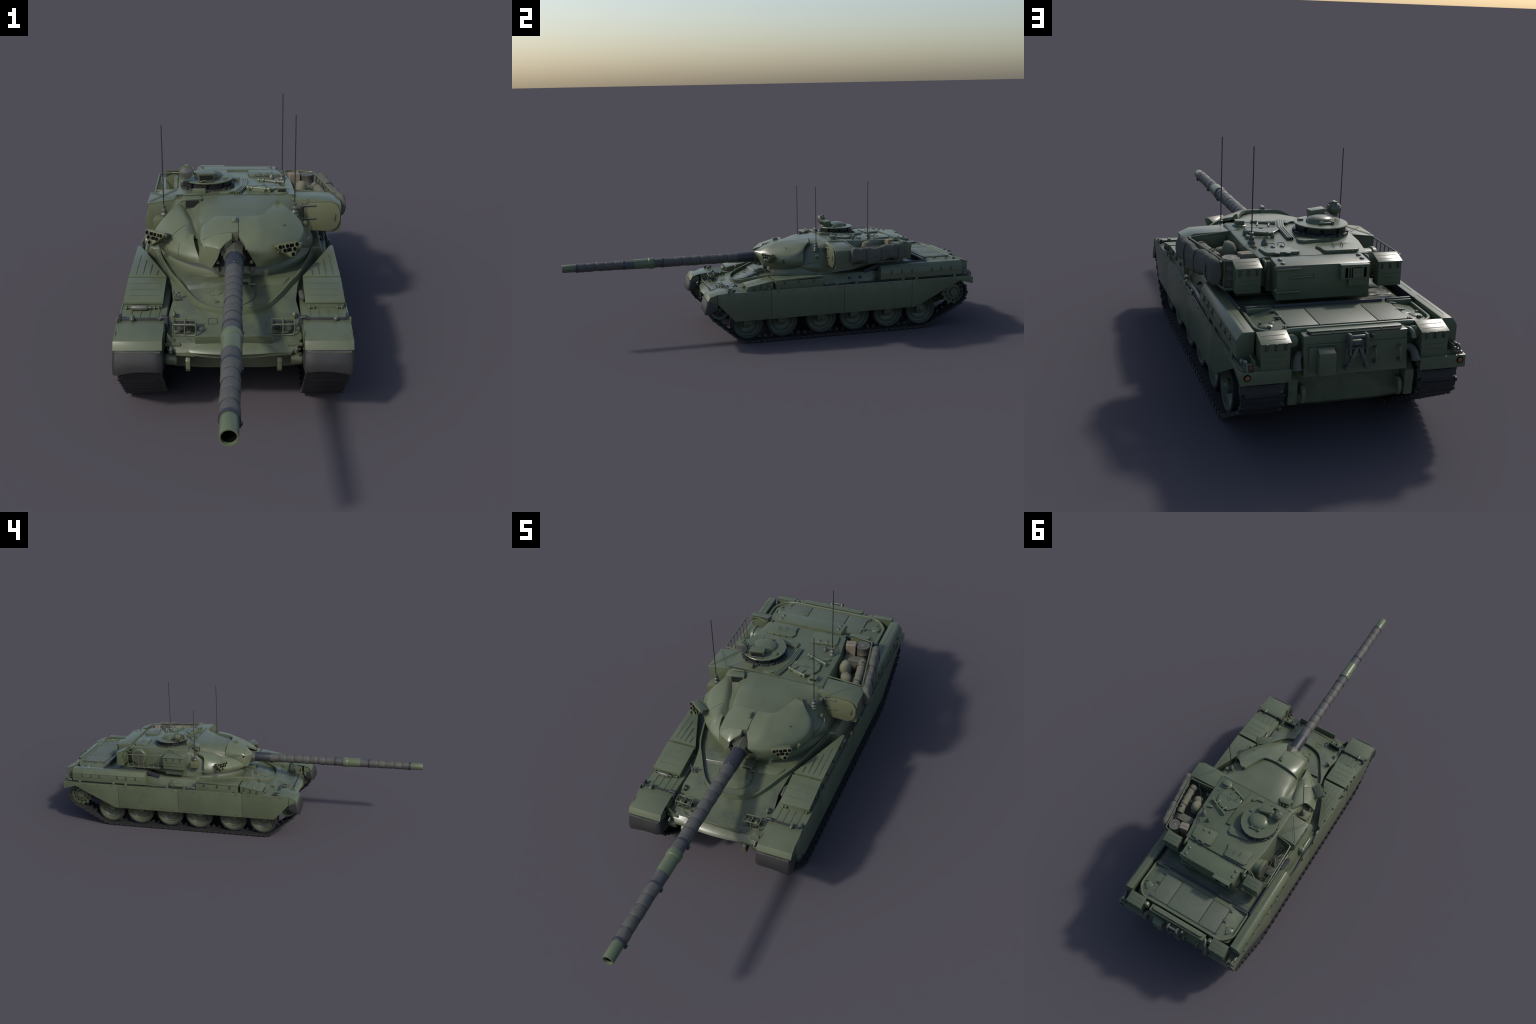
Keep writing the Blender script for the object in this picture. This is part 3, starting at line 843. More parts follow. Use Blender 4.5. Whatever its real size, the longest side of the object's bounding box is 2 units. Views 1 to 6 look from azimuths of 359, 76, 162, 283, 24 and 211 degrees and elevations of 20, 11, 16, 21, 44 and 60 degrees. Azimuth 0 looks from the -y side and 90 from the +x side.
# headlamp clusters with wire cages
for s in (1, -1):
    F = (lambda m: m) if s > 0 else (lambda m: m.mirrored())
    for x in (0.145, 0.115):
        part('headlamp', F(M().lathe([(0.0, 0.018), (0.006, 0.016), (0.0095, 0.006), (0.0105, 0.0), (0.0105, -0.002), (0.0088, -0.002)], (x, -0.262, 0.2385), 'y', 18)), M_PAINT, hull)
        part('headlamp_lens', F(M().lathe([(0.0092, -0.0015), (0.007, -0.0045), (0.0005, -0.006)], (x, -0.262, 0.2385), 'y', 18)), M_LENS if x == 0.145 else M_GLASS, hull)
        part('lamp_post', F(M().cyl((x, -0.256, 0.215), (x, -0.256, 0.230), 0.003, n=8)), M_PAINT, hull)
    cg = M()
    r = 0.0021
    fr = fillet([(0.100, -0.276, 0.222), (0.100, -0.276, 0.2525), (0.161, -0.272, 0.2525), (0.161, -0.272, 0.222)], 0.006, 3, True)
    cg.tube(fr, r, 6, closed=True)
    bk = fillet([(0.102, -0.246, 0.226), (0.102, -0.246, 0.256), (0.160, -0.243, 0.256), (0.160, -0.243, 0.226)], 0.004, 3)
    cg.tube(bk, r, 6)
    for x, dz in ((0.101, 0), (0.130, 0), (0.1605, 0)):
        cg.tube([(x, -0.275, 0.2525), (x, -0.245, 0.2565)], r, 6)
    cg.tube([(0.130, -0.2755, 0.214), (0.130, -0.2760, 0.2525), (0.130, -0.245, 0.257)], r, 6)
    cg.tube([(0.102, -0.275, 0.223), (0.104, -0.262, 0.214)], r, 6)
    cg.tube([(0.160, -0.272, 0.223), (0.158, -0.262, 0.214)], r, 6)
    part('lamp_cage', F(cg), M_PAINT, hull)
    part('lamp_backing', F(M().box(0.103, 0.158, -0.2475, -0.2455, 0.220, 0.251).box(0.104, 0.157, -0.266, -0.246, 0.2185, 0.2215)), M_RAIL, hull, bevel=0.0006)
    # gusset plates beside the cages
    gs = M().hexa([(0.150, -0.300, 0.209), (0.172, -0.304, 0.208), (0.172, -0.301, 0.208), (0.150, -0.297, 0.210)],
                  [(0.153, -0.2995, 0.212), (0.174, -0.304, 0.243), (0.174, -0.302, 0.243), (0.153, -0.297, 0.212)])
    gs.box(0.140, 0.180, -0.308, -0.300, 0.206, 0.213)
    part('gusset', F(gs), M_PAINT, hull, bevel=0.0005)
    bl = M().tube([(0.164, -0.322, 0.196), (0.164, -0.326, 0.204), (0.164, -0.318, 0.210)], [0.006, 0.0055, 0.004], 10)
    part('nose_bolt', F(bl), M_STEEL, hull)
    # fender hinge bar, side lamp
    hb = M().box(0.182, 0.300, -0.243, -0.2375, 0.249, 0.257)
    hb.tube([(0.178, -0.240, 0.232), (0.180, -0.240, 0.258), (0.192, -0.240, 0.259), (0.200, -0.240, 0.252)], 0.0060, 10)
    hb.box(0.176, 0.184, -0.255, -0.230, 0.222, 0.252)
    hb.box(0.298, 0.3085, -0.240, -0.233, 0.249, 0.256).box(0.300, 0.308, -0.238, -0.224, 0.252, 0.264)
    part('hinge_bar', F(hb), M_RAIL, hull, bevel=0.001)
    sl = M().lathe([(0.0, 0.020), (0.0055, 0.018), (0.0058, -0.001), (0.0045, -0.001)], (0.271, -0.252, 0.2585), 'y', 14)
    part('side_lamp', F(sl), M_PAINT, hull)
    part('side_lamp_lens', F(M().lathe([(0.0046, -0.0005), (0.003, -0.003), (0.0004, -0.004)], (0.271, -0.252, 0.2585), 'y', 14)), M_LENS, hull)
    # hook loops on glacis
    lo = M().tube(fillet([(0.163, -0.196, 0.228), (0.163, -0.206, 0.250), (0.163, -0.196, 0.254), (0.163, -0.184, 0.244), (0.163, -0.182, 0.230)], 0.008, 4), 0.0045, 8)
    part('lifting_loop', F(lo), M_PAINT, hull)
    # hull side mounts for front idlers
    ia = M().cyl((0.150, -0.300, 0.166), (0.180, -0.300, 0.166), 0.016, n=18).cyl((0.180, -0.298, 0.167), (0.215, -0.296, 0.167), 0.010, n=14)
    part('idler_mount', F(ia), M_PAINT, hull, bevel=0.002)
bk = M().box(-0.170, -0.160, -0.126, -0.120, 0.250, 0.275).tube([(-0.165, -0.123, 0.275), (-0.158, -0.125, 0.283), (-0.150, -0.122, 0.280)], 0.003, 6).tube([(-0.165, -0.123, 0.270), (-0.172, -0.119, 0.286)], 0.003, 6).box(-0.168, -0.150, -0.128, -0.122, 0.262, 0.268)
part('crosswind_bracket', bk, M_STEEL, hull, bevel=0.0006)
pk = M().tube([(0.086, -0.232, 0.222), (0.087, -0.234, 0.246)], [0.0018, 0.0010], 6)
part('marker_peg', pk, M_STEEL, hull)
# side wall fittings behind the triangular boxes
cv = M().lathe([(0.0, -0.02), (0.0165, -0.02), (0.0165, 0.005), (0.0145, 0.008), (0.0, 0.009)], (0, 0, 0), 'x', 24)
repeat('side_vent', cv, M_PAINT, hull, [((-0.288, 0.345, 0.272), (0, 0, PI))])
bl = M().loft([[(-0.284 - 0.010 * w * math.cos(a), y, 0.262 + 0.011 * w * math.sin(a)) for a in [2 * PI * k / 10 for k in range(10)]] for y, w in ((0.365, 0.9), (0.33, 1.0), (0.30, 0.9), (0.265, 0.4))])
part('side_fairing', bl, M_PAINT, hull, angle=60)
wp = M()
for y in (0.400, 0.345):
    wp.tube([(0.276, y, 0.276), (0.288, y + 0.004, 0.272)], [0.005, 0.0025], 6)
part('hull_peg', wp, M_DARK, hull)

# ================================================================== RUNNING GEAR
WHEELS = [-0.163, 0.007, 0.203, 0.372, 0.547, 0.718]
WZ, WR = 0.0885, 0.0765
XO = 0.280
tyre = M().lathe([(0.0655, 0.0), (0.0745, 0.0), (WR, -0.002), (WR, -0.028), (0.0745, -0.030), (0.0655, -0.030)], (0, 0, 0), 'x', 48, caps=False)
tyre.merge(M().lathe([(0.0655, -0.036), (0.0745, -0.036), (WR, -0.038), (WR, -0.066), (0.0745, -0.068), (0.0655, -0.068)], (0, 0, 0), 'x', 48, caps=False))
disc = M().lathe([(0.0, 0.006), (0.005, 0.0056), (0.0075, 0.004), (0.010, 0.0010), (0.0145, 0.0), (0.0185, 0.0), (0.0205, -0.001), (0.0212, -0.005), (0.0218, -0.026), (0.030, -0.027),
                  (0.0400, -0.0225), (0.0465, -0.0185), (0.0485, -0.0145), (0.0505, -0.0128), (0.0525, -0.0140), (0.0550, -0.0155), (0.0590, -0.0135), (0.0625, -0.0075), (0.0640, -0.0010), (0.0662, 0.0002), (0.0668, -0.004),
                  (0.0668, -0.028), (0.05, -0.036), (0.03, -0.038), (0.03, -0.040), (0.0668, -0.042), (0.0668, -0.066), (0.03, -0.069), (0.0, -0.069)], (0, 0, 0), 'x', 48)
bol = M()
for k in range(10):
    a = 2 * PI * k / 10
    bol.cyl((-0.004, 0.0165 * math.cos(a), 0.0165 * math.sin(a)), (0.0012, 0.0165 * math.cos(a), 0.0165 * math.sin(a)), 0.0011, n=6)
me_disc = mesh_of('road_wheel', disc, M_WHEEL, angle=32)
me_tyre = mesh_of('tyre', tyre, M_TYRE, angle=40)
me_bol = mesh_of('wheel_bolt', bol, M_WHEEL)
for s in (1, -1):
    for k, y in enumerate(WHEELS):
        w = link_obj('road_wheel', me_disc, root)
        w.location = (s * XO, y, WZ)
        w.rotation_euler = (0.37 * k, 0, 0 if s > 0 else PI)
        link_obj('tyre', me_tyre, w)
        b = link_obj('wheel_bolt', me_bol, w)
        b['kind'] = 'stuff'
# suspension bogies between wheel pairs and swing arms
bg = M()
for a, b in zip(WHEELS[::2], WHEELS[1::2]):
    c = (a + b) / 2
    bg.prism([(c - 0.055, 0.078), (c + 0.055, 0.078), (c + 0.045, 0.165), (c - 0.045, 0.165)], 'x', 0.165, 0.203)
    for y in (a, b):
        q = Vector((0.210, y, WZ)); p = Vector((0.185, c, 0.125))
        bg.tube([p, Vector((0.195, (y + c) / 2, 0.112)), q], [0.016, 0.013, 0.014], 10)
    bg.cyl((0.195, a + 0.03, 0.115), (0.195, b - 0.03, 0.115), 0.018, n=12)
for y in (0.09, 0.29, 0.46, 0.64):
    bg.cyl((0.165, y, 0.200), (0.262, y, 0.200), 0.016, n=14)
part('suspension_bogie', bg, M_WHEEL, hull)
part('suspension_bogie', bg.mirrored(), M_WHEEL, hull)

SPR, IDL = (0.897, 0.164), (-0.296, 0.167)
# sprocket: toothed rings with slots plus drum hub
def ringgear(x0, x1, r_root=0.0545, r_tip=0.0655, teeth=12, rin=0.047):
    m = M()
    out, inn = [], []
    steps = 6
    for k in range(teeth * steps):
        a = 2 * PI * k / (teeth * steps)
        ph = (k % steps) / steps
        r = {0: r_tip, 1: r_tip - 0.0015, 2: r_root + 0.002, 3: r_root, 4: r_root + 0.001, 5: r_tip - 0.0045}[k % steps]
        out.append((a, r)); inn.append((a, rin))
    n = len(out)
    vs, fs = [], []
    for x in (x0, x1):
        for a, r in out: vs.append((x, r * math.cos(a), r * math.sin(a)))
        for a, r in inn: vs.append((x, r * math.cos(a), r * math.sin(a)))
    for i in range(n):
        j = (i + 1) % n
        o2 = 2 * n
        fs += [(i, j, o2 + j, o2 + i), (n + j, n + i, o2 + n + i, o2 + n + j), (i, n + i, n + j, j), (o2 + j, o2 + n + j, o2 + n + i, o2 + i)]
    return m.add(vs, fs)
spr = ringgear(-0.006, 0.0)
spr.merge(ringgear(-0.086, -0.080))
for k in range(12):
    a = 2 * PI * (k + 0.25) / 12
    R = Matrix.Rotation(a, 3, 'X')
    spr.cbox(R @ Vector((-0.003, 0.0445, 0)), (0.005, 0.010, 0.012), R)
spr.lathe([(0.0, 0.010), (0.018, 0.010), (0.021, 0.008), (0.0225, 0.002), (0.0245, 0.001), (0.0255, 0.003), (0.036, 0.003), (0.0395, 0.001), (0.041, -0.004), (0.041, -0.012), (0.035, -0.02), (0.035, -0.07), (0.041, -0.078), (0.0415, -0.086), (0.0, -0.086)], (0, 0, 0), 'x', 36)
me_spr = mesh_of('drive_sprocket', spr, M_WHEEL, angle=32)
idl = M().lathe([(0.0, 0.008), (0.008, 0.007), (0.011, 0.004), (0.012, -0.002), (0.017, -0.004), (0.020, -0.008), (0.031, -0.012), (0.034, -0.010), (0.037, -0.004), (0.0385, -0.002), (0.0440, -0.001), (0.0465, 0.001), (0.0485, 0.0), (0.0485, -0.026), (0.03, -0.030), (0.03, -0.048), (0.0485, -0.050), (0.0485, -0.076), (0.0, -0.076)], (0, 0, 0), 'x', 40)
hole = M()
for k in range(6):
    a = 2 * PI * k / 6 + 0.4
    hole.cyl((-0.013, 0.026 * math.cos(a), 0.026 * math.sin(a)), (-0.0088, 0.026 * math.cos(a), 0.026 * math.sin(a)), 0.006, n=12)
me_idl = mesh_of('idler_wheel', idl, M_WHEEL, angle=32)
me_hole = mesh_of('idler_hole', hole, M_DARK)
for s in (1, -1):
    o = link_obj('drive_sprocket', me_spr, root)
    o.location = (s * 0.277, SPR[0], SPR[1]); o.rotation_euler = (0.1, 0, 0 if s > 0 else PI)
    o = link_obj('idler_wheel', me_idl, root)
    o.location = (s * 0.274, IDL[0], IDL[1]); o.rotation_euler = (0.2, 0, 0 if s > 0 else PI)
    h = link_obj('idler_hole', me_hole, o)
# final drive housing
fd = M().cyl((0.150, SPR[0], SPR[1]), (0.200, SPR[0], SPR[1]), 0.040, 0.036, 24)
fd.prism([(0.90, 0.13), (0.955, 0.128), (0.958, 0.20), (0.90, 0.24)], 'x', 0.150, 0.176)
part('final_drive', fd, M_HULL, hull, bevel=0.003)
part('final_drive', fd.mirrored(), M_HULL, hull, bevel=0.003)

# track path
PIN = 0.0062
circ = [((WHEELS[0], WZ), WR + PIN), ((WHEELS[-1], WZ), WR + PIN), (SPR, 0.0560 + PIN), (IDL, 0.0485 + PIN)]
def belt(circ):
    T = []
    n = len(circ)
    for i in range(n):
        (c1, r1), (c2, r2) = circ[i], circ[(i + 1) % n]
        c1, c2 = Vector(c1), Vector(c2)
        d = c2 - c1; D = d.length; d /= D
        p = Vector((d.y, -d.x))
        a = (r1 - r2) / D
        nn = a * d + math.sqrt(1 - a * a) * p
        T.append((c1 + nn * r1, c2 + nn * r2, nn))
    pts = []
    for i in range(n):
        s, e, nn = T[i]
        for k in range(40):
            pts.append(s.lerp(e, k / 40))
        c, r = circ[(i + 1) % n]
        n2 = T[(i + 1) % n][2]
        a0, a1 = math.atan2(nn.y, nn.x), math.atan2(n2.y, n2.x)
        while a1 < a0: a1 += 2 * PI
        for k in range(30):
            a = a0 + (a1 - a0) * k / 30
            pts.append(Vector(c) + r * Vector((math.cos(a), math.sin(a))))
    return pts
bp = belt(circ)
# slack in the top run
for p in bp:
    if p.y > 0.2 and -0.25 < p.x < 0.85:
        p.y -= 0.004 * math.sin(PI * (p.x + 0.25) / 1.1)
cum = [0.0]
for a, b in zip(bp, bp[1:] + bp[:1]):
    cum.append(cum[-1] + (b - a).length)
TOTAL = cum[-1]
NL = round(TOTAL / 0.0325)
pitch = TOTAL / NL
def at(s):
    s %= TOTAL
    lo = 0
    while cum[lo + 1] < s: lo += 1
    a, b = bp[lo], bp[(lo + 1) % len(bp)]
    return a.lerp(b, (s - cum[lo]) / max(cum[lo + 1] - cum[lo], 1e-9))
h = pitch / 2
lk = M()
lk.box(-0.048, 0.048, -h * 0.80, h * 0.80, -0.0050, 0.0040)               # link body
lk.box(-0.044, 0.044, -h * 0.52, h * 0.52, -0.0062, -0.0048)              # road pad
for e in (-1, 1):
    lk.box(e * 0.052 - 0.006, e * 0.052 + 0.006, -0.006, h * 1.9 * 0.5 + 0.004, -0.0045, 0.0045)
lk.cyl((-0.058, h, 0), (0.058, h, 0), 0.0040, n=8)                        # pin
for e in (-1, 1):
    lk.box(e * 0.0565 - 0.0035, e * 0.0565 + 0.0035, h - 0.006, h + 0.006, -0.006, 0.0045)
lk.hexa([(-0.005, -0.008, 0.003), (0.005, -0.008, 0.003), (0.005, 0.008, 0.003), (-0.005, 0.008, 0.003)],
        [(-0.003, -0.004, 0.018), (0.003, -0.004, 0.018), (0.003, 0.004, 0.018), (-0.003, 0.004, 0.018)])
me_link = mesh_of('track_link', lk, M_TRACK, bevel=0.0006, seg=1)
for s in (1, -1):
    tr = bpy.data.objects.new('track', None)
    bpy.context.scene.collection.objects.link(tr)
    tr.parent = root
    for k in range(NL):
        a, b = at((k - 0.5) * pitch), at((k + 0.5) * pitch)
        mid = (a + b) / 2
        t = b - a
        o = link_obj('track_link', me_link, tr)
        o.location = (s * 0.2445, mid.x, mid.y)
        o.rotation_euler = (math.atan2(t.y, t.x), 0, 0)

# ================================================================== TURRET
ring_c = M().lathe([(0.238, 0.278), (0.238, 0.292), (0.233, 0.304), (0.226, 0.326), (0.15, 0.332)], (TURC[0], TURC[1], 0), 'z', 72)
turret = None
SEC = [
    (-0.012, [(-0.066, .318), (-0.074, .330), (-0.072, .338), (-0.066, .344), (-0.062, .348), (-0.056, .352), (-0.050, .358), (-0.03, .366), (0, .368), (.03, .366), (.05, .358), (.064, .348), (.070, .340), (.074, .330), (.066, .318)]),
    (0.030, [(-0.112, .315), (-0.126, .332), (-0.124, .342), (-0.120, .348), (-0.115, .350), (-0.106, .348), (-0.088, .374), (-0.05, .394), (0, .400), (.05, .396), (.085, .380), (.11, .366), (.124, .352), (.130, .335), (.118, .315)]),
    (0.085, [(-0.158, .312), (-0.176, .332), (-0.172, .350), (-0.156, .364), (-0.136, .372), (-0.113, .372), (-0.094, .404), (-0.05, .4225), (0, .4275), (.06, .4260), (.1, .411), (.138, .386), (.162, .364), (.176, .336), (.166, .312)]),
    (0.140, [(-0.205, .310), (-0.214, .332), (-0.204, .356), (-0.182, .378), (-0.155, .386), (-0.120, .396), (-0.098, .420), (-0.05, .4340), (0, .4365), (.07, .4350), (.118, .423), (.162, .398), (.190, .370), (.212, .336), (.208, .310)]),
    (0.200, [(-0.232, .306), (-0.228, .334), (-0.212, .364), (-0.190, .394), (-0.165, .404), (-0.126, .410), (-0.105, .430), (-0.06, .4415), (0, .4430), (.07, .4425), (.125, .4345), (.174, .408), (.205, .378), (.238, .338), (.237, .306)]),
    (0.276, [(-0.238, .300), (-0.230, .334), (-0.214, .376), (-0.196, .420), (-0.180, .434), (-0.14, .440), (-0.115, .4435), (-0.06, .4465), (0, .4475), (.08, .4470), (.14, .4465), (.184, .4425), (.206, .388), (.230, .335), (.236, .300)]),
]
rows = smooth_grid([[(x, y, z) for x, z in pts] for y, pts in SEC], 5, 4)
tb = M().loft(rows)
turret = part('turret', tb, M_DOME, root, angle=60)
part('turret_ring', ring_c, M_PAINT, turret, angle=30)
# rear body: flat roof, walls leaning outward, bustle floor rising to the back
def roof_z(y): return 0.4475 - (y - 0.276) * 0.050
rear = M()
rs = []
for y, wr, ws, zs, wb, zb in [(0.276, 0.1885, 0.216, 0.380, 0.236, 0.300), (0.36, 0.187, 0.206, 0.380, 0.222, 0.300), (0.50, 0.183, 0.196, 0.380, 0.200, 0.315), (0.58, 0.170, 0.178, 0.385, 0.176, 0.335), (0.618, 0.166, 0.170, 0.385, 0.164, 0.345)]:
    z = roof_z(y)
    rs.append([(-wb, y, zb), (-ws, y, zs), (-wr, y, z - 0.0025), (-wr + 0.006, y, z), (wr - 0.006, y, z), (wr, y, z - 0.0025), (ws, y, zs), (wb, y, zb)])
rear.loft(rs)
part('turret_rear_body', rear, M_PAINT, turret, angle=28)
sm = M().prism([(-0.185, 0.2745), (0.182, 0.2745), (0.182, 0.2765), (-0.185, 0.2765)], 'z', 0.444, 0.4484)
part('roof_seam', sm, M_LINE, turret)

# right add-on armour plate
RP = [
    [(.064, -.038, .326), (.050, -.050, .355), (.036, -.065, .387), (.027, -.042, .399), (.0125, -.014, .413), (.0125, .030, .430), (.0125, .079, .4395)],
    [(.088, -.030, .324), (.087, -.043, .350), (.079, -.047, .381), (.070, -.017, .409), (.062, .018, .425), (.058, .050, .434), (.055, .083, .440)],
    [(.122, -.008, .323), (.127, -.020, .350), (.121, -.017, .382), (.106, .015, .410), (.090, .045, .426), (.080, .070, .435), (.073, .088, .4405)],
    [(.156, .028, .322), (.166, .020, .350), (.160, .028, .382), (.145, .060, .412), (.122, .085, .429), (.104, .100, .437), (.088, .108, .442)],
    [(.182, .070, .322), (.196, .066, .350), (.192, .076, .385), (.172, .100, .412), (.150, .118, .430), (.128, .138, .439), (.105, .148, .443)],
    [(.198, .112, .325), (.211, .106, .352), (.206, .110, .388), (.190, .128, .412), (.165, .152, .431), (.145, .176, .441), (.119, .184, .444)],
    [(.200, .138, .328), (.212, .134, .355), (.206, .137, .388), (.193, .142, .411), (.166, .163, .432), (.147, .182, .442), (.121, .187, .444)],
]
sh = M().shell(smooth_grid(RP, 5, 5), 0.010)
part('add_on_armour', sh, M_SMOOTH, turret, angle=48)
# left gun-side block
LB = [
    [(-.106, .088, .400), (-.092, .086, .420), (-.059, .084, .4365), (-.030, .082, .440), (.0108, .080, .4400)],
    [(-.104, .050, .400), (-.092, .048, .416), (-.060, .045, .428), (-.030, .043, .432), (.0108, .042, .4330)],
    [(-.099, -.002, .396), (-.089, -.004, .407), (-.060, -.006, .4155), (-.030, -.005, .4205), (.0108, -.007, .4215)],
    [(-.098, -.008, .395), (-.089, -.011, .405), (-.060, -.013, .4135), (-.030, -.012, .4185), (-.007, -.011, .4200)],
    [(-.095, -.022, .390), (-.084, -.026, .396), (-.060, -.032, .400), (-.040, -.038, .401), (-.0075, -.023, .405)],
    [(-.093, -.026, .3875), (-.083, -.031, .390), (-.061, -.040, .3935), (-.045, -.047, .394), (-.026, -.041, .398)],
    [(-.091, -.029, .385), (-.082, -.034, .386), (-.062, -.046, .387), (-.048, -.054, .387), (-.038, -.056, .387)],
    [(-.096, -.024, .356), (-.086, -.029, .355), (-.068, -.037, .354), (-.055, -.043, .353), (-.048, -.047, .353)],
    [(-.102, -.018, .329), (-.090, -.022, .325), (-.080, -.026, .322), (-.072, -.031, .320), (-.065, -.035, .320)],
]
lb = M()
dense = [catmull(r, 3) for r in LB]
nC = len(dense[0])
top = [p for r in dense for p in r]
bot = []
for r in dense:
    for p in r:
        bot.append(Vector((p.x * 0.985, p.y + 0.03 if p.z < 0.395 else p.y + 0.004, p.z - (0.036 if p.z > 0.395 else 0.010))))
fs = []
R = len(dense); o = R * nC
for i in range(R - 1):
    for j in range(nC - 1):
        a, b, c, d = i * nC + j, i * nC + j + 1, (i + 1) * nC + j + 1, (i + 1) * nC + j
        fs += [(a, b, c, d), (o + d, o + c, o + b, o + a)]
rimids = [j for j in range(nC)] + [i * nC + nC - 1 for i in range(1, R)] + [(R - 1) * nC + j for j in range(nC - 2, -1, -1)] + [i * nC for i in range(R - 2, 0, -1)]
for k in range(len(rimids)):
    a, b = rimids[k], rimids[(k + 1) % len(rimids)]
    fs.append((b, a, o + a, o + b))
lb.add(top + bot, fs)
part('gun_side_armour', lb, M_SMOOTH, turret, bevel=0.0012, angle=35)
# inner wall of the block above the sighting trough
sw = M().hexa([(-.1045, -.012, .335), (-.085, -.012, .335), (-.085, .088, .345), (-.1055, .088, .345)],
              [(-.098, -.010, .394), (-.080, -.010, .396), (-.085, .088, .41), (-.105, .088, .402)])
sw.hexa([(-.1025, -.019, .329), (-.088, -.019, .329), (-.088, .012, .329), (-.104, .012, .329)], [(-.0930, -.0255, .3845), (-.080, -.0255, .3845), (-.080, .012, .390), (-.099, .012, .390)])
part('armour_side_wall', sw, M_SMOOTH, turret, bevel=0.002)
# left cheek shell
LC = [
    [(-.100, -.016, .327), (-.1038, -.010, .345), (-.116, .022, .370), (-.120, .066, .386)],
    [(-.140, .012, .325), (-.147, .014, .345), (-.144, .042, .372), (-.132, .076, .388)],
    [(-.184, .054, .325), (-.192, .058, .347), (-.177, .078, .378), (-.142, .110, .398)],
    [(-.214, .098, .325), (-.223, .106, .350), (-.202, .124, .391), (-.154, .150, .411)],
    [(-.234, .138, .325), (-.242, .146, .354), (-.213, .165, .402), (-.166, .195, .420)],
    [(-.245, .170, .330), (-.248, .173, .362), (-.208, .186, .412), (-.178, .246, .4275)],
]
LC = [c + [(c[-1][0] + 0.022, c[-1][1] + 0.010, c[-1][2] - 0.012)] for c in LC]
sh = M().shell(smooth_grid(LC, 5, 6), 0.010)
part('cheek_armour', sh, M_SMOOTH, turret, angle=48)
# engraved lines on the cheek and a raised sighting boss
G = smooth_grid(LC, 5, 6)
def lift(p, d=0.0006):
    q = Vector(p) - Vector((-0.02, 0.25, 0.30)); q.normalize()
    return Vector(p) + q * d
sl_ = M()
sl_.tube([lift(G[11][j]) for j in range(2, 19)], 0.0006, 5)
sl_.tube([lift(G[6 + (0 if j > 12 else 1)][j]) for j in range(3, 19)], 0.0006, 5)
sl_.tube([lift(G[i][19]) for i in range(2, 12)], 0.0006, 5)
part('cheek_seam', sl_, M_RIB, turret, kind='stuff')
boss = []
for i in range(4, 12):
    row = []
    for j in range(9, 20):
        u, w = (i - 4) / 7, (j - 9) / 10
        k = min(1, u * 4, (1 - u) * 4) * min(1, w * 1.2, (1 - w) * 5)
        row.append(lift(G[i][j], -0.001 + 0.0065 * k ** 0.7))
    boss.append(row)
part('sighting_boss', M().shell(boss, 0.004), M_SMOOTH, turret, angle=70)
cl_ = M()
cl_.tube([(-.0905, -.0185, .4005), (-.060, -.0135, .4138), (-.030, -.0125, .4189), (-.007, -.0115, .4203)], 0.0006, 5)
part('block_seam', cl_, M_RIB, turret)

# mantlet behind the gun
mt = M().lathe([(0.030, -0.064), (0.0325, -0.050), (0.036, -0.015), (0.036, 0.04)], (0, 0, 0.3565), 'y', 8)
part('mantlet', mt, M_MANT, turret, bevel=0.0015, angle=25)
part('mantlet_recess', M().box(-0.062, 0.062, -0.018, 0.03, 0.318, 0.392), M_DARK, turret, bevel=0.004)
lug2 = M()
for x in (-0.052, 0.052):
    lug2.box(x - 0.006, x + 0.006, -0.026, -0.008, 0.300, 0.320)
    lug2.merge(M().dome((x * 0.92, -0.030, 0.333), 0.007, 0.007, 0.010, 10, 4))
part('mantlet_lug', lug2, M_STEEL, turret, bevel=0.0015)
dots = M()
for x, y, z, r in ((.145, .0655, .418, .0032), (-.157, .068, .3775, .0022), (-.139, .070, .3855, .0022), (.035, .06, .4365, .001)):
    dots.dome((x, y, z - 0.0006), r, r, r * 0.8, 10, 3)
part('armour_plug', dots, M_LINE, turret)
# coil gun sight housing on top
sgt = M().hexa([(-.009, .038, .432), (.007, .038, .432), (.007, .064, .436), (-.009, .064, .436)], [(-.007, .041, .4475), (.004, .041, .4475), (.004, .064, .4450), (-.007, .064, .4450)])
part('muzzle_reference_sensor', sgt, M_PAINT, turret, bevel=0.0018)
part('sensor_window', M().dome((-0.0015, 0.0385, 0.4385), 0.005, 0.002, 0.004, 10, 3), M_LENS, turret)

# welded wire along right and left skirts of the armour
wr = M()
wr.tube(catmull([(.168, .010, .348), (.185, .045, .344), (.203, .090, .340), (.213, .132, .342), (.222, .165, .350), (.230, .190, .360), (.222, .205, .374), (.214, .200, .378)], 5), 0.0012, 6)
wr.tube(catmull([(-.254, .200, .362), (-.250, .185, .345), (-.246, .165, .337), (-.236, .130, .337), (-.222, .100, .338)], 5), 0.0012, 6)
part('cable_run', wr, M_STEEL, turret)
kn = M()
for c in ((.186, .052, .348), (.204, .094, .341), (.213, .134, .343)):
    kn.cbox(c, (0.006, 0.004, 0.006))
kn.lathe([(0, -.008), (.006, -.007), (.007, 0), (.006, .007), (0, .008)], (.216, .203, .378), 'y', 10)
kn.tube([(.186, .036, .345), (.192, .034, .372)], [0.005, 0.006], 8)
part('cable_junction', kn, M_PAINT, turret, bevel=0.001)

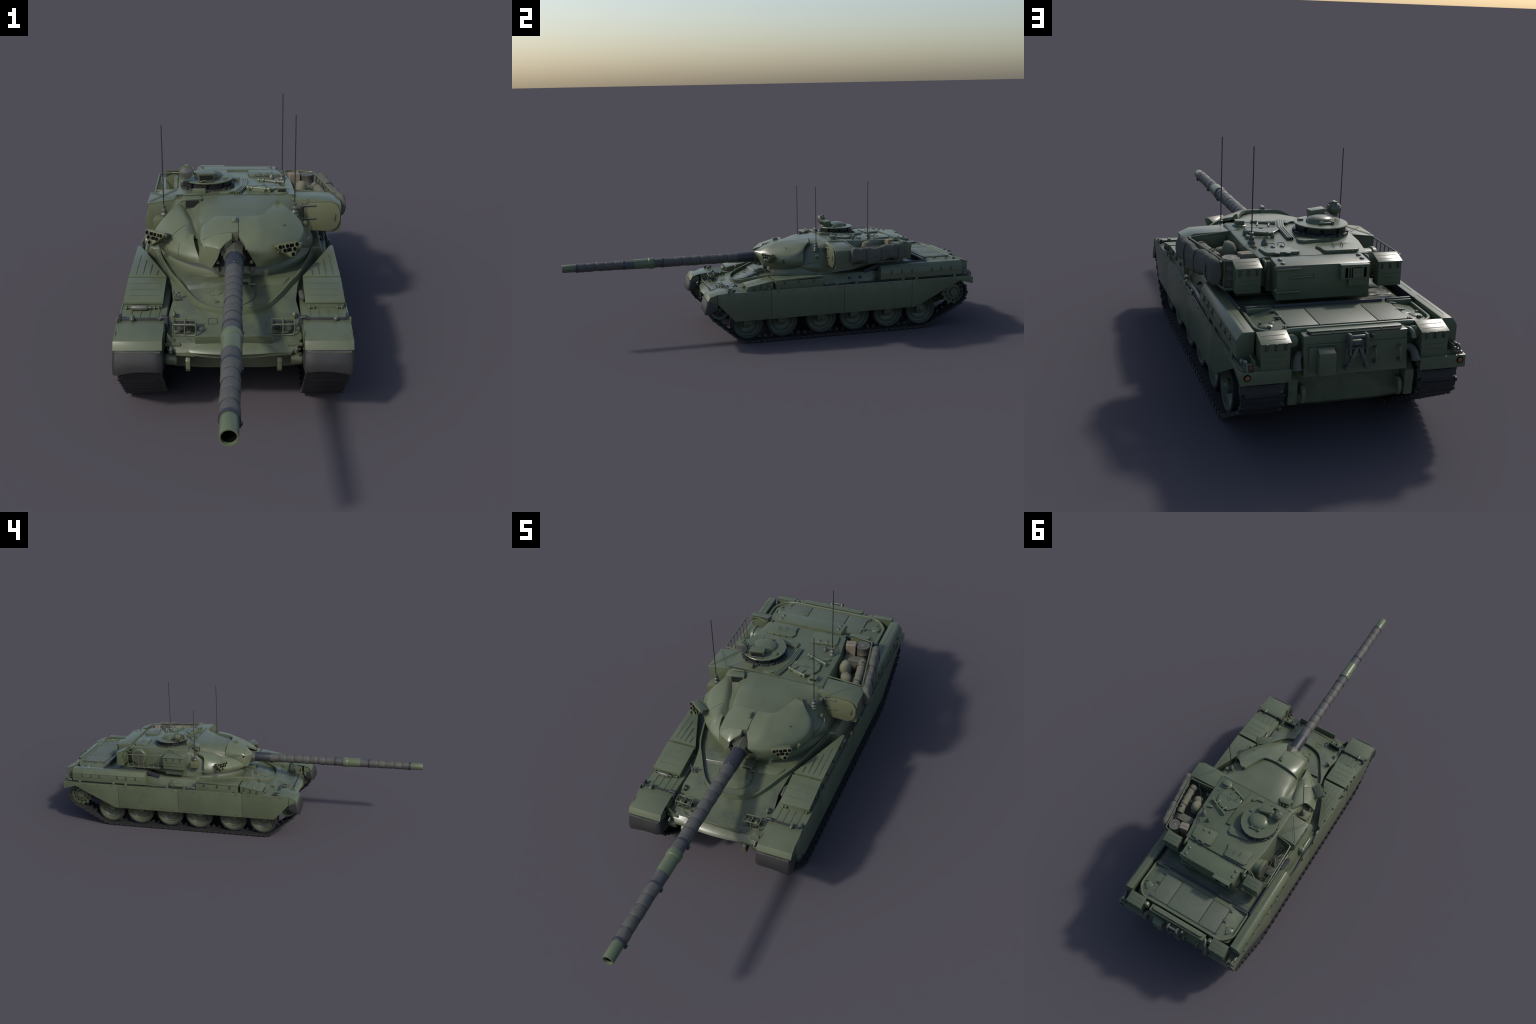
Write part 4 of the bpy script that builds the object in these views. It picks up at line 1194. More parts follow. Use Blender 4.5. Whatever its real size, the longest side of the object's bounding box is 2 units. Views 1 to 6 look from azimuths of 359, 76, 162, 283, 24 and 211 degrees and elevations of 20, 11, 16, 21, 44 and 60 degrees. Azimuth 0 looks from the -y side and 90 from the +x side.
# smoke dischargers: triangular tube clusters
def smoke(dirv, c, flip):
    d = Vector(dirv).normalized()
    r = d.cross(Vector((0, 0, 1))).normalized()
    u = r.cross(d)
    Rm = Matrix((r, d, u)).transposed()   # local x=right, y=forward, z=up
    body, holes = M(), M()
    o = -1 if flip > 0 else 1          # local x towards the outer side
    outline = [(-0.037, 0.006), (-0.033, -0.001), (-0.012, -0.020), (0.004, -0.033), (0.017, -0.033), (0.026, -0.018), (0.037, -0.001), (0.037, 0.007), (0.030, 0.0095), (-0.032, 0.0095)]
    def P(x, y, z): return Vector(c) + Rm @ Vector((x * o, y, z))
    def plate(y, sc, dz=0): return [P(px * sc, y, (pz + 0.010) * sc - 0.010 + dz) for px, pz in outline]
    body.loft([plate(-0.036, 0.62), plate(-0.022, 0.95), plate(-0.001, 1.0), plate(0.0, 0.97)])
    for x, z in ((-0.0265, 0.0), (-0.0036, 0.0), (0.0275, 0.001), (-0.0140, -0.0115), (0.0180, -0.0115), (0.0100, -0.0255)):
        body.tube([P(x, -0.004, z), P(x, 0.0030, z)], 0.0072, 14)
        holes.tube([P(x, 0.0026, z), P(x, 0.0036, z)], 0.0057, 14)
    for x, z, w in ((-0.0150, 0.0, 0.0030), (0.0120, 0.0, 0.0062), (0.0020, -0.0115, 0.0070)):
        holes.hexa([P(x - w, -0.0006, z - 0.0048), P(x + w, -0.0006, z - 0.0048), P(x + w, -0.0006, z + 0.0048), P(x - w, -0.0006, z + 0.0048)],
                   [P(x - w, 0.0008, z - 0.0048), P(x + w, 0.0008, z - 0.0048), P(x + w, 0.0008, z + 0.0048), P(x - w, 0.0008, z + 0.0048)])
    return body, holes, P
for dv, c, fp in (((0.43, -0.90, 0.42), (0.152, -0.034, 0.3865), 1), ((-0.59, -0.81, 0.42), (-0.2365, 0.071, 0.3860), -1)):
    b, hs, P = smoke(dv, c, fp)
    part('smoke_discharger', b, M_DOOR, turret, bevel=0.0008)
    part('discharger_mouth', hs, M_BORE, turret)
    bk = M()
    bk.tube([P(-0.020, -0.020, -0.004), P(-0.012, -0.060, 0.004)], [0.006, 0.008], 8)
    bk.hexa([P(-.028, -.05, -.020), P(.018, -.05, -.020), P(.018, -.05, .010), P(-.028, -.05, .010)], [P(-.020, -.026, -.014), P(.016, -.026, -.014), P(.016, -.026, .006), P(-.020, -.026, .006)])
    bk.hexa([P(-.032, -.036, .0095), P(.030, -.036, .0095), P(.033, -.003, .0095), P(-.035, -.003, .0095)], [P(-.032, -.036, .0120), P(.030, -.036, .0120), P(.033, -.003, .0120), P(-.035, -.003, .0120)])
    bk.cbox(P(-.036, -.008, .006), (.006, .008, .008)).cbox(P(.020, -.030, -.030), (.016, .010, .008))
    part('discharger_bracket', bk, M_PAINT, turret, bevel=0.0008)

# gunner sight head
sg = M().hexa([(-.160, .222, .418), (-.106, .234, .416), (-.116, .262, .436), (-.160, .256, .436)], [(-.160, .222, .4475), (-.106, .234, .4465), (-.116, .262, .4500), (-.160, .256, .4500)])
part('gunner_sight', sg, M_PAINT, turret, bevel=0.001)
sg = M().hexa([(-.164, .220, .4465), (-.104, .232, .4455), (-.110, .252, .4490), (-.163, .246, .4490)], [(-.164, .222, .4510), (-.104, .234, .4500), (-.110, .252, .4530), (-.163, .246, .4530)])
sg.cyl((-.160, .251, .4545), (-.113, .258, .4545), 0.0035, n=8)
sg.lathe([(0, -.005), (.0045, -.004), (.0045, .004), (0, .005)], (-.167, .232, .440), 'x', 10)
for k in range(3):
    sg.dome((-.152 + .016 * k, .262 + 0.002 * k, .444), .005, .005, .006, 8, 3)
part('sight_hood', sg, M_PAINT, turret, bevel=0.001)
part('sight_window', M().hexa([(-.153, .2215, .4225), (-.113, .2305, .4205), (-.113, .240, .4205), (-.153, .230, .4225)], [(-.153, .2215, .4435), (-.113, .2305, .4425), (-.113, .240, .4425), (-.153, .230, .4435)]), M_GLASS, turret)

# ---- roof fittings
RZ = 0.4445
def rz(y): return roof_z(y)
# commander cupola
CC = (-0.0925, 0.402)
cp = M().lathe([(0.088, -0.006), (0.088, 0.001), (0.079, 0.003), (0.079, 0.006)], (CC[0], CC[1], 0.4415), 'z', 40)
cp.lathe([(0.066, 0.0), (0.066, 0.026), (0.084, 0.0265), (0.0855, 0.028), (0.0855, 0.0295), (0.084, 0.031), (0.045, 0.0335), (0.0, 0.0335)], (CC[0], CC[1], 0.4415), 'z', 20)
part('cupola', cp, M_PAINT, turret, angle=30)
ep = M(); bz = M()
for k in range(9):
    a = 2 * PI * (k + 0.35) / 9
    R = rotz(a)
    ep.cbox(Vector((CC[0], CC[1], 0.4560)) + R @ Vector((0.0665, 0, 0)), (0.018, 0.043, 0.020), R)
    bz.cbox(Vector((CC[0], CC[1], 0.4455)) + R @ Vector((0.083, 0, 0)), (0.010, 0.030, 0.007), R)
    bz.cbox(Vector((CC[0], CC[1], 0.4465)) + rotz(a + 0.35) @ Vector((0.084, 0, 0)), (0.008, 0.012, 0.010), rotz(a + 0.35))
part('cupola_vision_block', ep, M_GLASS, turret, bevel=0.001)
part('vision_block_frame', bz, M_RAIL, turret, bevel=0.0012)
cd = M().dome((CC[0] + 0.002, CC[1] + 0.002, 0.4735), 0.047, 0.040, 0.021, 32, 8, 2.5)
part('cupola_hatch', cd, M_PAINT, turret, angle=60)
hb = M().cyl((CC[0] - 0.028, CC[1] + 0.042, 0.478), (CC[0] + 0.022, CC[1] + 0.047, 0.478), 0.0042, n=10)
for t in (0.1, 0.8):
    x = CC[0] - 0.028 + 0.05 * t
    hb.box(x - 0.004, x + 0.004, CC[1] + 0.026, CC[1] + 0.048, 0.474, 0.484)
hb.box(CC[0] + 0.050, CC[0] + 0.066, CC[1] - 0.036, CC[1] - 0.022, 0.473, 0.479)
part('hatch_hinge', hb, M_PAINT, turret, bevel=0.001)
sx = M().hexa([(-.116, .326, .4735), (-.068, .338, .4735), (-.072, .370, .4735), (-.118, .360, .4735)], [(-.122, .320, .5035), (-.066, .334, .5000), (-.070, .368, .5010), (-.122, .356, .5040)])
part('cupola_sight', sx, M_PAINT, turret, bevel=0.0012)
part('cupola_sight_window', M().hexa([(-.112, .3245, .478), (-.072, .3345, .478), (-.072, .340, .478), (-.112, .335, .478)], [(-.115, .3215, .497), (-.071, .3325, .495), (-.071, .340, .495), (-.115, .330, .497)]), M_GLASS, turret)
wl = M().tube([(-.112, .322, .476), (-.10, .323, .480), (-.09, .328, .476), (-.072, .331, .477)], 0.0025, 6)
part('wiper', wl, M_STEEL, turret)
sl = M()
d = Vector((0.12, -1, 0.05)).normalized()
c = Vector((-.157, .334, .5015))
q = [(0.034, 0.004), (0.031, 0.013), (0.022, 0.019), (0.008, 0.0215), (0.0, 0.0215), (-0.002, 0.0222), (-0.0035, 0.0215)]
sl.tube([c - d * h_ for h_, r in q], [r for h_, r in q], 24)
sl.torus((c.x, c.y + 0.012, c.z), 0.0215, 0.0016, 'y', 24, 6)
sl.cbox((-.157, .352, .5215), (0.010, 0.014, 0.006)).cbox((-.138, .350, .509), (0.008, 0.012, 0.010)).cbox((-.157, .356, .482), (0.012, 0.014, 0.008))
sl.tube([(-.175, .352, .478), (-.172, .350, .505), (-.157, .348, .523), (-.140, .350, .505), (-.130, .352, .490)], 0.0016, 6)
sl.tube([(-.136, .346, .500), (-.122, .350, .495)], 0.003, 6)
part('searchlight', sl, M_PAINT, turret)
part('searchlight_lens', M().tube([c + d * 0.003, c + d * 0.006, c + d * 0.0075], [0.0198, 0.014, 0.002], 24), M_LENS, turret)
# box in front of the cupola
fb = M().box(-0.136, -0.094, 0.289, 0.305, 0.442, 0.4615)
part('cupola_periscope_box', fb, M_PAINT, turret, bevel=0.003)
fg = M().hexa([(-.056, .292, .445), (-.038, .288, .445), (-.030, .312, .445), (-.046, .318, .445)], [(-.056, .294, .4535), (-.038, .290, .4535), (-.032, .310, .4535), (-.046, .316, .4535)])
fg = M().prism([(-.050, .286), (-.020, .286), (.004, .308), (-.006, .322), (-.024, .304), (-.050, .302)], 'z', 0.444, 0.4525)
part('cartridge_deflector', fg, M_PAINT, turret, bevel=0.001)
bd = M().prism([(.011, .476), (.012, .502), (-.004, .512), (-.090, .500), (-.090, .488), (-.06, .484)], 'z', 0.432, 0.4455)
part('deflector_plate', bd, M_PAINT, turret, bevel=0.001)
# tool rack strip
rk = M()
for off, w, hh in ((0, 0.0105, 0.0075), (-0.0070, 0.0020, 0.0098), (0.0, 0.0020, 0.0098), (0.0070, 0.0020, 0.0098)):
    pts = [(0.005, 0.284), (0.026, 0.366), (0.029, 0.474)]
    rr = []
    for i, (x, y) in enumerate(pts):
        rr.append([(x + off - w, y, rz(y) - 0.002), (x + off + w, y, rz(y) - 0.002), (x + off + w, y, rz(y) + hh), (x + off - w, y, rz(y) + hh)])
    rk.loft(rr)
part('hatch_rail', rk, M_PAINT, turret, bevel=0.0006)
# loader hatch: elongated octagon
LH = (0.090, 0.364)
oct_ = [(LH[0] + x, LH[1] + y) for x, y in ((-.052, -.020), (-.036, -.040), (.0, -.056), (.040, -.034), (.055, .0), (.050, .036), (.020, .054), (-.020, .056), (-.052, .022))]
lh = M().hexa
lm = M()
lm.loft([[(x, y, rz(y) - 0.004) for x, y in oct_], [(x, y, rz(y) + 0.0075) for x, y in oct_], [(LH[0] + (x - LH[0]) * 0.97, LH[1] + (y - LH[1]) * 0.97, rz(y) + 0.0085) for x, y in oct_]])
part('loader_hatch', lm, M_PAINT, turret, angle=25)
ln = M().box(LH[0] - 0.052, LH[0] + 0.054, LH[1] - 0.0006, LH[1] + 0.0006, 0.447, rz(LH[1]) + 0.0091)
ln.torus((LH[0] + 0.003, LH[1] + 0.004, rz(LH[1]) + 0.0086), 0.007, 0.0008, 'z', 20, 5)
part('hatch_split', ln, M_LINE, turret)
for (x0, y0), (x1, y1) in (((.040, .334), (.106, .310)), ((.076, .441), (.155, .407))):
    a = Vector((x0, y0, rz(y0) + 0.0105)); b = Vector((x1, y1, rz(y1) + 0.0105))
    hg = M().cyl(a, b, 0.0042, n=12)
    for t in (0.0, 0.18, 0.8, 1.0):
        p = a.lerp(b, t); e = (b - a).normalized() * 0.004
        hg.cyl(p - e, p + e, 0.0062, n=12)
    nrm = Vector((-(b - a).y, (b - a).x, 0)).normalized()
    if y0 > LH[1]: nrm = -nrm
    for t in (0.22, 0.74):
        p = a.lerp(b, t)
        hg.tube([p, p + nrm * 0.030 + Vector((0, 0, -0.002))], [0.0042, 0.0028], 8)
    hg.cbox(a + Vector((0, 0, -0.006)), (0.010, 0.012, 0.008)).cbox(b + Vector((0, 0, -0.006)), (0.010, 0.012, 0.008))
    part('hatch_torsion_bar', hg, M_PAINT, turret, bevel=0.0006)
part('hatch_stop', M().cbox((0.149, 0.440, rz(.44) + 0.004), (0.022, 0.010, 0.010), rotz(0.4)), M_PAINT, turret, bevel=0.0008)
lpd = M().lathe([(0.0, -.002), (0.023, -.002), (0.023, .002), (0.019, .004), (0.0, .004)], (0.145, 0.306, 0.4465), 'z', 24)
part('periscope_base', lpd, M_PAINT, turret, angle=30)
part('loader_periscope', M().hexa([(.131, .296, .449), (.161, .296, .449), (.161, .318, .449), (.131, .318, .449)], [(.132, .294, .464), (.160, .294, .464), (.160, .318, .463), (.132, .318, .463)]), M_PAINT, turret, bevel=0.001)
part('periscope_window', M().box(.134, .158, .2935, .2975, .4515, .4605), M_GLASS, turret, bevel=0.0005)
# roof panels at the back
hr = M().prism([(x, y) for x, y, _ in [tuple(v) for v in fillet([(0.143, 0.607, 0), (0.152, 0.545, 0), (0.046, 0.533, 0), (0.039, 0.608, 0)], 0.012, 3, True)]], 'z', rz(.575) - 0.006, rz(.575) + 0.0078)
part('roof_hatch', hr, M_PAINT, turret, bevel=0.001)
hr2pts = [(-.032, .600), (-.036, .612), (-.136, .610), (-.145, .598), (-.141, .575), (-.146, .552), (-.138, .538), (-.090, .536), (-.034, .541), (-.024, .556), (-.032, .578)]
hr = M().prism(hr2pts, 'z', rz(.575) - 0.006, rz(.575) + 0.0078)
part('roof_hatch', hr, M_PAINT, turret, bevel=0.001)
def outline(pts, grow):
    cx = sum(p[0] for p in pts) / len(pts); cy = sum(p[1] for p in pts) / len(pts)
    return [(cx + (x - cx) * (1 + grow / max(math.hypot(x - cx, y - cy), 1e-6)), cy + (y - cy) * (1 + grow / max(math.hypot(x - cx, y - cy), 1e-6))) for x, y in pts]
jl = M()  # thin dark plinths that draw the shadow line around each roof hatch
for poly in (hr2pts, [(p.x, p.y) for p in fillet([(0.143, 0.607, 0), (0.152, 0.545, 0), (0.046, 0.533, 0), (0.039, 0.608, 0)], 0.012, 3, True)], oct_):
    o2 = outline(poly, 0.0014)
    jl.loft([[(x, y, rz(y) - 0.004) for x, y in o2], [(x, y, rz(y) + 0.0010) for x, y in o2]])
part('hatch_shadow_line', jl, M_LINE, turret)
stud = M().dome((0, 0, 0), 0.0078, 0.0078, 0.0055, 12, 4)
repeat('dome_stud', stud, M_STEEL, turret, [((x, y, z), None) for x, y, z in ((0.107, 0.553, rz(.575) + .0074), (0.078, 0.550, rz(.575) + .0074), (0.118, 0.660, 0.4320), (0.118, 0.689, 0.4295), (-.123, 0.650, 0.4328), (-.123, 0.678, 0.4304))])
hh = M()
for x, y in ((-.072, .575), (-.100, .572)):
    z = rz(.575) + 0.0074
    hh.tube(fillet([(x, y - .008, z), (x, y - .008, z + .010), (x, y + .008, z + .010), (x, y + .008, z)], 0.004, 3), 0.0011, 6)
for x, y in ((.108, .537), (.076, .533)):
    z = rz(.575) + 0.0074
    hh.tube(fillet([(x - .010, y, z), (x - .010, y - .006, z + .006), (x + .010, y - .006, z + .006), (x + .010, y, z)], 0.004, 3), 0.0011, 6)
part('hatch_handle', hh, M_STEEL, turret)
hn = M()
for x in (.112, .080):
    hn.cbox((x, .606, rz(.6) + .006), (.014, .014, .006)).cyl((x - .008, .612, rz(.61) + .006), (x + .008, .612, rz(.61) + .006), .0035, n=8)
for x, y in ((-.06, .537), (-.085, .5365), (-.11, .536), (-.12, .611), (-.06, .612)):
    hn.cbox((x, y, rz(y) + .004), (.005, .005, .005))
part('roof_hatch_hinge', hn, M_STEEL, turret, bevel=0.0008)
pn = M().tube([(0.1195, 0.504, 0.434), (0.1195, 0.504, 0.441), (0.1195, 0.504, 0.447), (0.1195, 0.504, 0.453), (0.1195, 0.504, 0.462)], [0.009, 0.010, 0.007, 0.003, 0.0015], 12)
part('lamp_knob', pn, M_STEEL, turret)
frm = M().tube([(x, y, rz(y) + 0.001) for x, y in ((.157, .545), (.171, .520), (.158, .515), (.149, .530))], 0.0011, 5, closed=True).tube([(.150, .531, rz(.53) + .001), (.170, .521, rz(.52) + .001)], 0.0011, 5)
part('roof_frame', frm, M_LINE, turret)

# filtration pack at the back of the turret
nb = M().prism([(0.634, 0.340), (0.704, 0.328), (0.706, 0.4285), (0.634, 0.4345)], 'x', -0.139, 0.139)
part('filter_pack', nb, M_PAINT, turret, bevel=0.0022)
nbs = M().box(-0.150, 0.150, 0.612, 0.640, 0.335, 0.424)
part('filter_pack_mount', nbs, M_HULL, turret, bevel=0.003)
fb2 = M()
for z in (0.418, 0.352):
    fb2.tube([(0.142, 0.7085, z), (0.070, 0.7085, z + 0.001)], 0.0034, 8)
    fb2.dome((0.140, 0.700, z + 0.003), 0.006, 0.006, 0.008, 10, 3)
fb2.tube([(0.103, 0.7085, 0.393), (0.030, 0.7085, 0.396)], 0.003, 8)
fb2.cbox((0.028, 0.709, 0.396), (0.008, 0.008, 0.008))
part('filter_handle', fb2, M_PAINT, turret, bevel=0.0006)
fp = M().box(-0.128, -0.046, 0.703, 0.7205, 0.384, 0.4235)
part('filter_vent', fp, M_PAINT, turret, bevel=0.0015)
fl_ = M().box(-0.130, -0.044, 0.702, 0.7245, 0.4235, 0.4280)
part('filter_vent_hood', fl_, M_PAINT, turret, bevel=0.0008)
fp = M()
for x in (-0.062, -0.072, -0.118, -0.0785):
    w = 0.004 if x in (-0.062, -0.118) else 0.0014
    fp.box(x - w, x + w, 0.720, 0.7212, 0.389, 0.418)
fp.box(-0.108, -0.082, 0.720, 0.7212, 0.4165, 0.4185)
part('filter_vent_slot', fp, M_BORE, turret)
fp = M().box(-0.112, -0.080, 0.704, 0.7245, 0.388, 0.402).box(-0.122, -0.072, 0.702, 0.7150, 0.362, 0.385)
part('filter_clamp', fp, M_PAINT, turret, bevel=0.001)
lf = M()
for s in (1, -1):
    lf.tube(fillet([(s * 0.156, 0.618, 0.424), (s * 0.156, 0.642, 0.424), (s * 0.156, 0.650, 0.410), (s * 0.156, 0.640, 0.392), (s * 0.156, 0.616, 0.395)], 0.01, 4), 0.005, 8)
part('lifting_eye', lf, M_PAINT, turret)

# turret rear stowage bins
tbn = M().hexa([(0.177, 0.640, 0.345), (0.249, 0.640, 0.345), (0.249, 0.679, 0.345), (0.177, 0.679, 0.345)],
               [(0.177, 0.640, 0.430), (0.249, 0.640, 0.430), (0.249, 0.679, 0.4165), (0.177, 0.679, 0.4165)])
tbl = M().hexa([(0.174, 0.634, 0.4305), (0.251, 0.634, 0.4305), (0.251, 0.682, 0.4155), (0.174, 0.682, 0.4155)],
               [(0.174, 0.634, 0.4340), (0.251, 0.634, 0.4340), (0.251, 0.682, 0.4190), (0.174, 0.682, 0.4190)])
trb = M()
tread_lines(trb, (0.174, 0.634, 0.4338), (0.174, 0.682, 0.4188), (0.251, 0.634, 0.4338), (0.251, 0.682, 0.4188), 2, pad=0.12)
trb.box(0.186, 0.240, 0.6788, 0.6797, 0.3815, 0.3825).box(0.186, 0.240, 0.6788, 0.6797, 0.3685, 0.3695)
for s in (1, -1):
    F = (lambda m: m) if s > 0 else (lambda m: m.mirrored())
    part('turret_bin', F(tbn), M_PAINT, turret, bevel=0.001)
    part('turret_bin_lid', F(tbl), M_PAINT, turret, bevel=0.0007)
    part('lid_rib', F(trb), M_RIB, turret, kind='stuff')

# right front bin with eight-sided door
rbx = M().prism([(0.172, 0.345), (0.190, 0.336), (0.300, 0.330), (0.332, 0.333), (0.332, 0.4195), (0.299, 0.4345), (0.172, 0.4400)], 'y', 0.259, 0.345)
part('infrared_housing', rbx, M_PAINT, turret, bevel=0.0015)
doc = (0.262, 0.386)
dpts = [(0.215, 0.356), (0.232, 0.337), (0.300, 0.334), (0.320, 0.348), (0.3285, 0.368), (0.3285, 0.402), (0.318, 0.420), (0.300, 0.4285), (0.232, 0.427), (0.215, 0.415)]
dr = M().prism(dpts, 'y', 0.2525, 0.260)
part('housing_door', dr, M_DOOR, turret, bevel=0.001, angle=30)
ds = M().prism([(doc[0] + (x - doc[0]) * 1.02, doc[1] + (z - doc[1]) * 1.02) for x, z in dpts], 'y', 0.2570, 0.2600)
part('door_seam', ds, M_LINE, turret)
dh_ = M()
for z in (0.419, 0.377):
    dh_.tube([(0.206, 0.250, z), (0.252, 0.2505, z + 0.0005)], [0.003, 0.002], 6)
    dh_.cyl((0.208, 0.2505, z - .008), (0.208, 0.2505, z + .008), 0.0035, n=8)
dh_.tube(fillet([(0.313, 0.252, 0.392), (0.313, 0.249, 0.392), (0.310, 0.249, 0.371), (0.310, 0.252, 0.371)], 0.002, 2), 0.0014, 6)
dh_.cbox((0.196, 0.246, 0.410), (0.014, 0.016, 0.020)).cbox((0.200, 0.250, 0.344), (0.012, 0.016, 0.010))
dh_.tube([(0.192, 0.252, 0.342), (0.230, 0.255, 0.336)], 0.003, 6)
part('door_hinge', dh_, M_STEEL, turret, bevel=0.0006)
part('housing_lug', M().dome((0.196, 0.237, 0.410), 0.005, 0.004, 0.005, 10, 3), M_DARK, turret)

# left front bin with crossed strap marks
lbx = M().hexa([(-.276, .279, .3505), (-.190, .279, .3505), (-.190, .398, .3505), (-.274, .398, .3525)], [(-.275, .277, .4175), (-.190, .277, .4300), (-.186, .399, .4290), (-.276, .399, .4165)])
part('side_stowage_box', lbx, M_PAINT, turret, bevel=0.001)
lbl = M().hexa([(-.278, .276, .4165), (-.188, .276, .4305), (-.184, .400, .4300), (-.279, .400, .4155)], [(-.278, .276, .4200), (-.188, .276, .4335), (-.184, .400, .4330), (-.279, .400, .4190)])
part('side_stowage_lid', lbl, M_PAINT, turret, bevel=0.0008)
xs = M()
def onlid(x, y):
    t = (x + 0.278) / 0.092
    return Vector((x, y, 0.4203 + 0.0136 * t))
for (xa, ya), (xb, yb) in (((-.268, .284), (-.192, .392)), ((-.196, .284), (-.270, .392))):
    a, b = onlid(xa, ya), onlid(xb, yb)
    d_ = (b - a).normalized(); n_ = Vector((-d_.y, d_.x, 0)) * 0.0042
    for e in (-1, 1):
        xs.tube([a + n_ * e, b + n_ * e], 0.0007, 4)
xs.box(-.2765, -.2755, .283, .393, .3885, .3895).box(-.2765, -.2755, .283, .393, .369, .370)
part('strap_mark', xs, M_RIB, turret, kind='stuff')
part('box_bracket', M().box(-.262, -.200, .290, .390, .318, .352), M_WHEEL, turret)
# left antenna box and mount
ab = M().hexa([(-.253, .208, .358), (-.206, .212, .358), (-.196, .256, .358), (-.250, .252, .358)], [(-.253, .207, .389), (-.206, .211, .391), (-.196, .256, .391), (-.250, .252, .389)])
part('antenna_box', ab, M_DOOR, turret, bevel=0.0012)
part('antenna_box_foot', M().tube([(-.226, .222, .352), (-.226, .236, .352)], [0.013, 0.013], 10).box(-.248, -.206, .214, .246, .347, .359), M_RAIL, turret, bevel=0.001)

# antennas
def antenna(x, y, z0, z1):
    b = M().lathe([(0.0, -.006), (0.0115, -.006), (0.0120, .004), (0.0095, .007), (0.0078, .010), (0.0095, .014), (0.0090, .018), (0.0055, .021), (0.0050, .026), (0.0066, .027), (0.0066, .031), (0.003, .032), (0.0, .033)], (x, y, z0), 'z', 16)
    part('antenna_base', b, M_STEEL, turret, angle=30)
    part('antenna', M().tube([(x, y, z0 + 0.02), (x, y, z1)], [0.0019, 0.0016], 8), M_ANT, turret)
antenna(-0.2215, 0.231, 0.395, 0.678)
antenna(0.1545, 0.487, 0.438, 0.7275)
antenna(0.1825, 0.209, 0.409, 0.713)
part('antenna_pad', M().lathe([(0.0, -.010), (0.013, -.006), (0.0145, 0.002), (0.012, 0.005), (0.0, .005)], (0.1825, 0.209, 0.402), 'z', 14), M_PAINT, turret, angle=40)

# left wire basket with fan drum
bs = M()
r = 0.0019
topL = fillet([(-.176, .400, .4290), (-.264, .413, .4220), (-.269, .628, .4210), (-.222, .640, .4230), (-.172, .612, .4280)], 0.011, 4)
botL = fillet([(-.195, .410, .347), (-.259, .424, .3470), (-.260, .614, .3460), (-.195, .634, .346)], 0.014, 4)
bs.tube(topL, 0.0026, 8); bs.tube(botL, 0.0024, 8)
for k in range(7):
    y = 0.430 + 0.178 * k / 6
    bs.tube([(-.2625 - 0.003 * k / 6, y, .421), (-.2595, y, .347), (-.196, y, .345)], r, 6)
for x in (-.215, -.238):
    bs.tube([(x, .416, .3455), (x, .626, .3455)], r, 6)
part('basket', bs, M_PAINT, turret)
fd_ = M().lathe([(0.038, 0.045), (0.038, 0.014), (0.0425, 0.012), (0.0425, 0.002), (0.040, 0.0), (0.034, 0.0), (0.034, 0.003), (0.0, 0.004)], (0, 0, 0), 'x', 32)
repeat('fan_drum', fd_, M_PAINT, turret, [((-.212, .563, .388), None)])
part('fan_grille', M().lathe([(0.0345, 0.0005), (0.0345, -0.0006), (0.0, -0.0006)], (-.212, .563, .388), 'x', 32), M_MANT, turret)
fx = M().box(-.256, -.196, .430, .500, .338, .3455)
fx.box(-.250, -.205, .520, .560, .338, .350)
fx.tube([(-.235, .440, .352), (-.222, .480, .356), (-.236, .510, .352)], 0.004, 8)
part('basket_load', fx, M_MANT, turret, bevel=0.001)

# right wire basket
bs = M()
topR = [(.158, .351, .4445), (.176, .353, .4420), (.318, .357, .4270), (.270, .630, .4275), (.172, .640, .430)]
bs.tube(fillet(topR, 0.012, 3), 0.0026, 8)
botR = fillet([(.225, .352, .345), (.318, .358, .3450), (.268, .630, .346), (.190, .640, .346)], 0.012, 3)
bs.tube(botR, 0.0024, 8)
for k in range(8):
    t = k / 7
    x, y = .318 + (.270 - .318) * t, .360 + (.626 - .360) * t
    bs.tube([(x, y, .427), (x, y, .345)], r, 6)
for k in range(6):
    y = .38 + .25 * k / 5
    bs.tube([(.190, y, .3445), (.318 - .048 * (y - .357) / .273, y, .3445)], r, 6)
part('basket', bs, M_PAINT, turret)
wl2 = M().box(.200, .322, .348, .3515, .3445, .428)
part('basket_panel', wl2, M_PAINT, turret, bevel=0.0006)
part('basket_floor', M().prism([(.195, .352), (.316, .356), (.268, .628), (.180, .636)], 'z', .3405, .3432), M_HULL, turret)
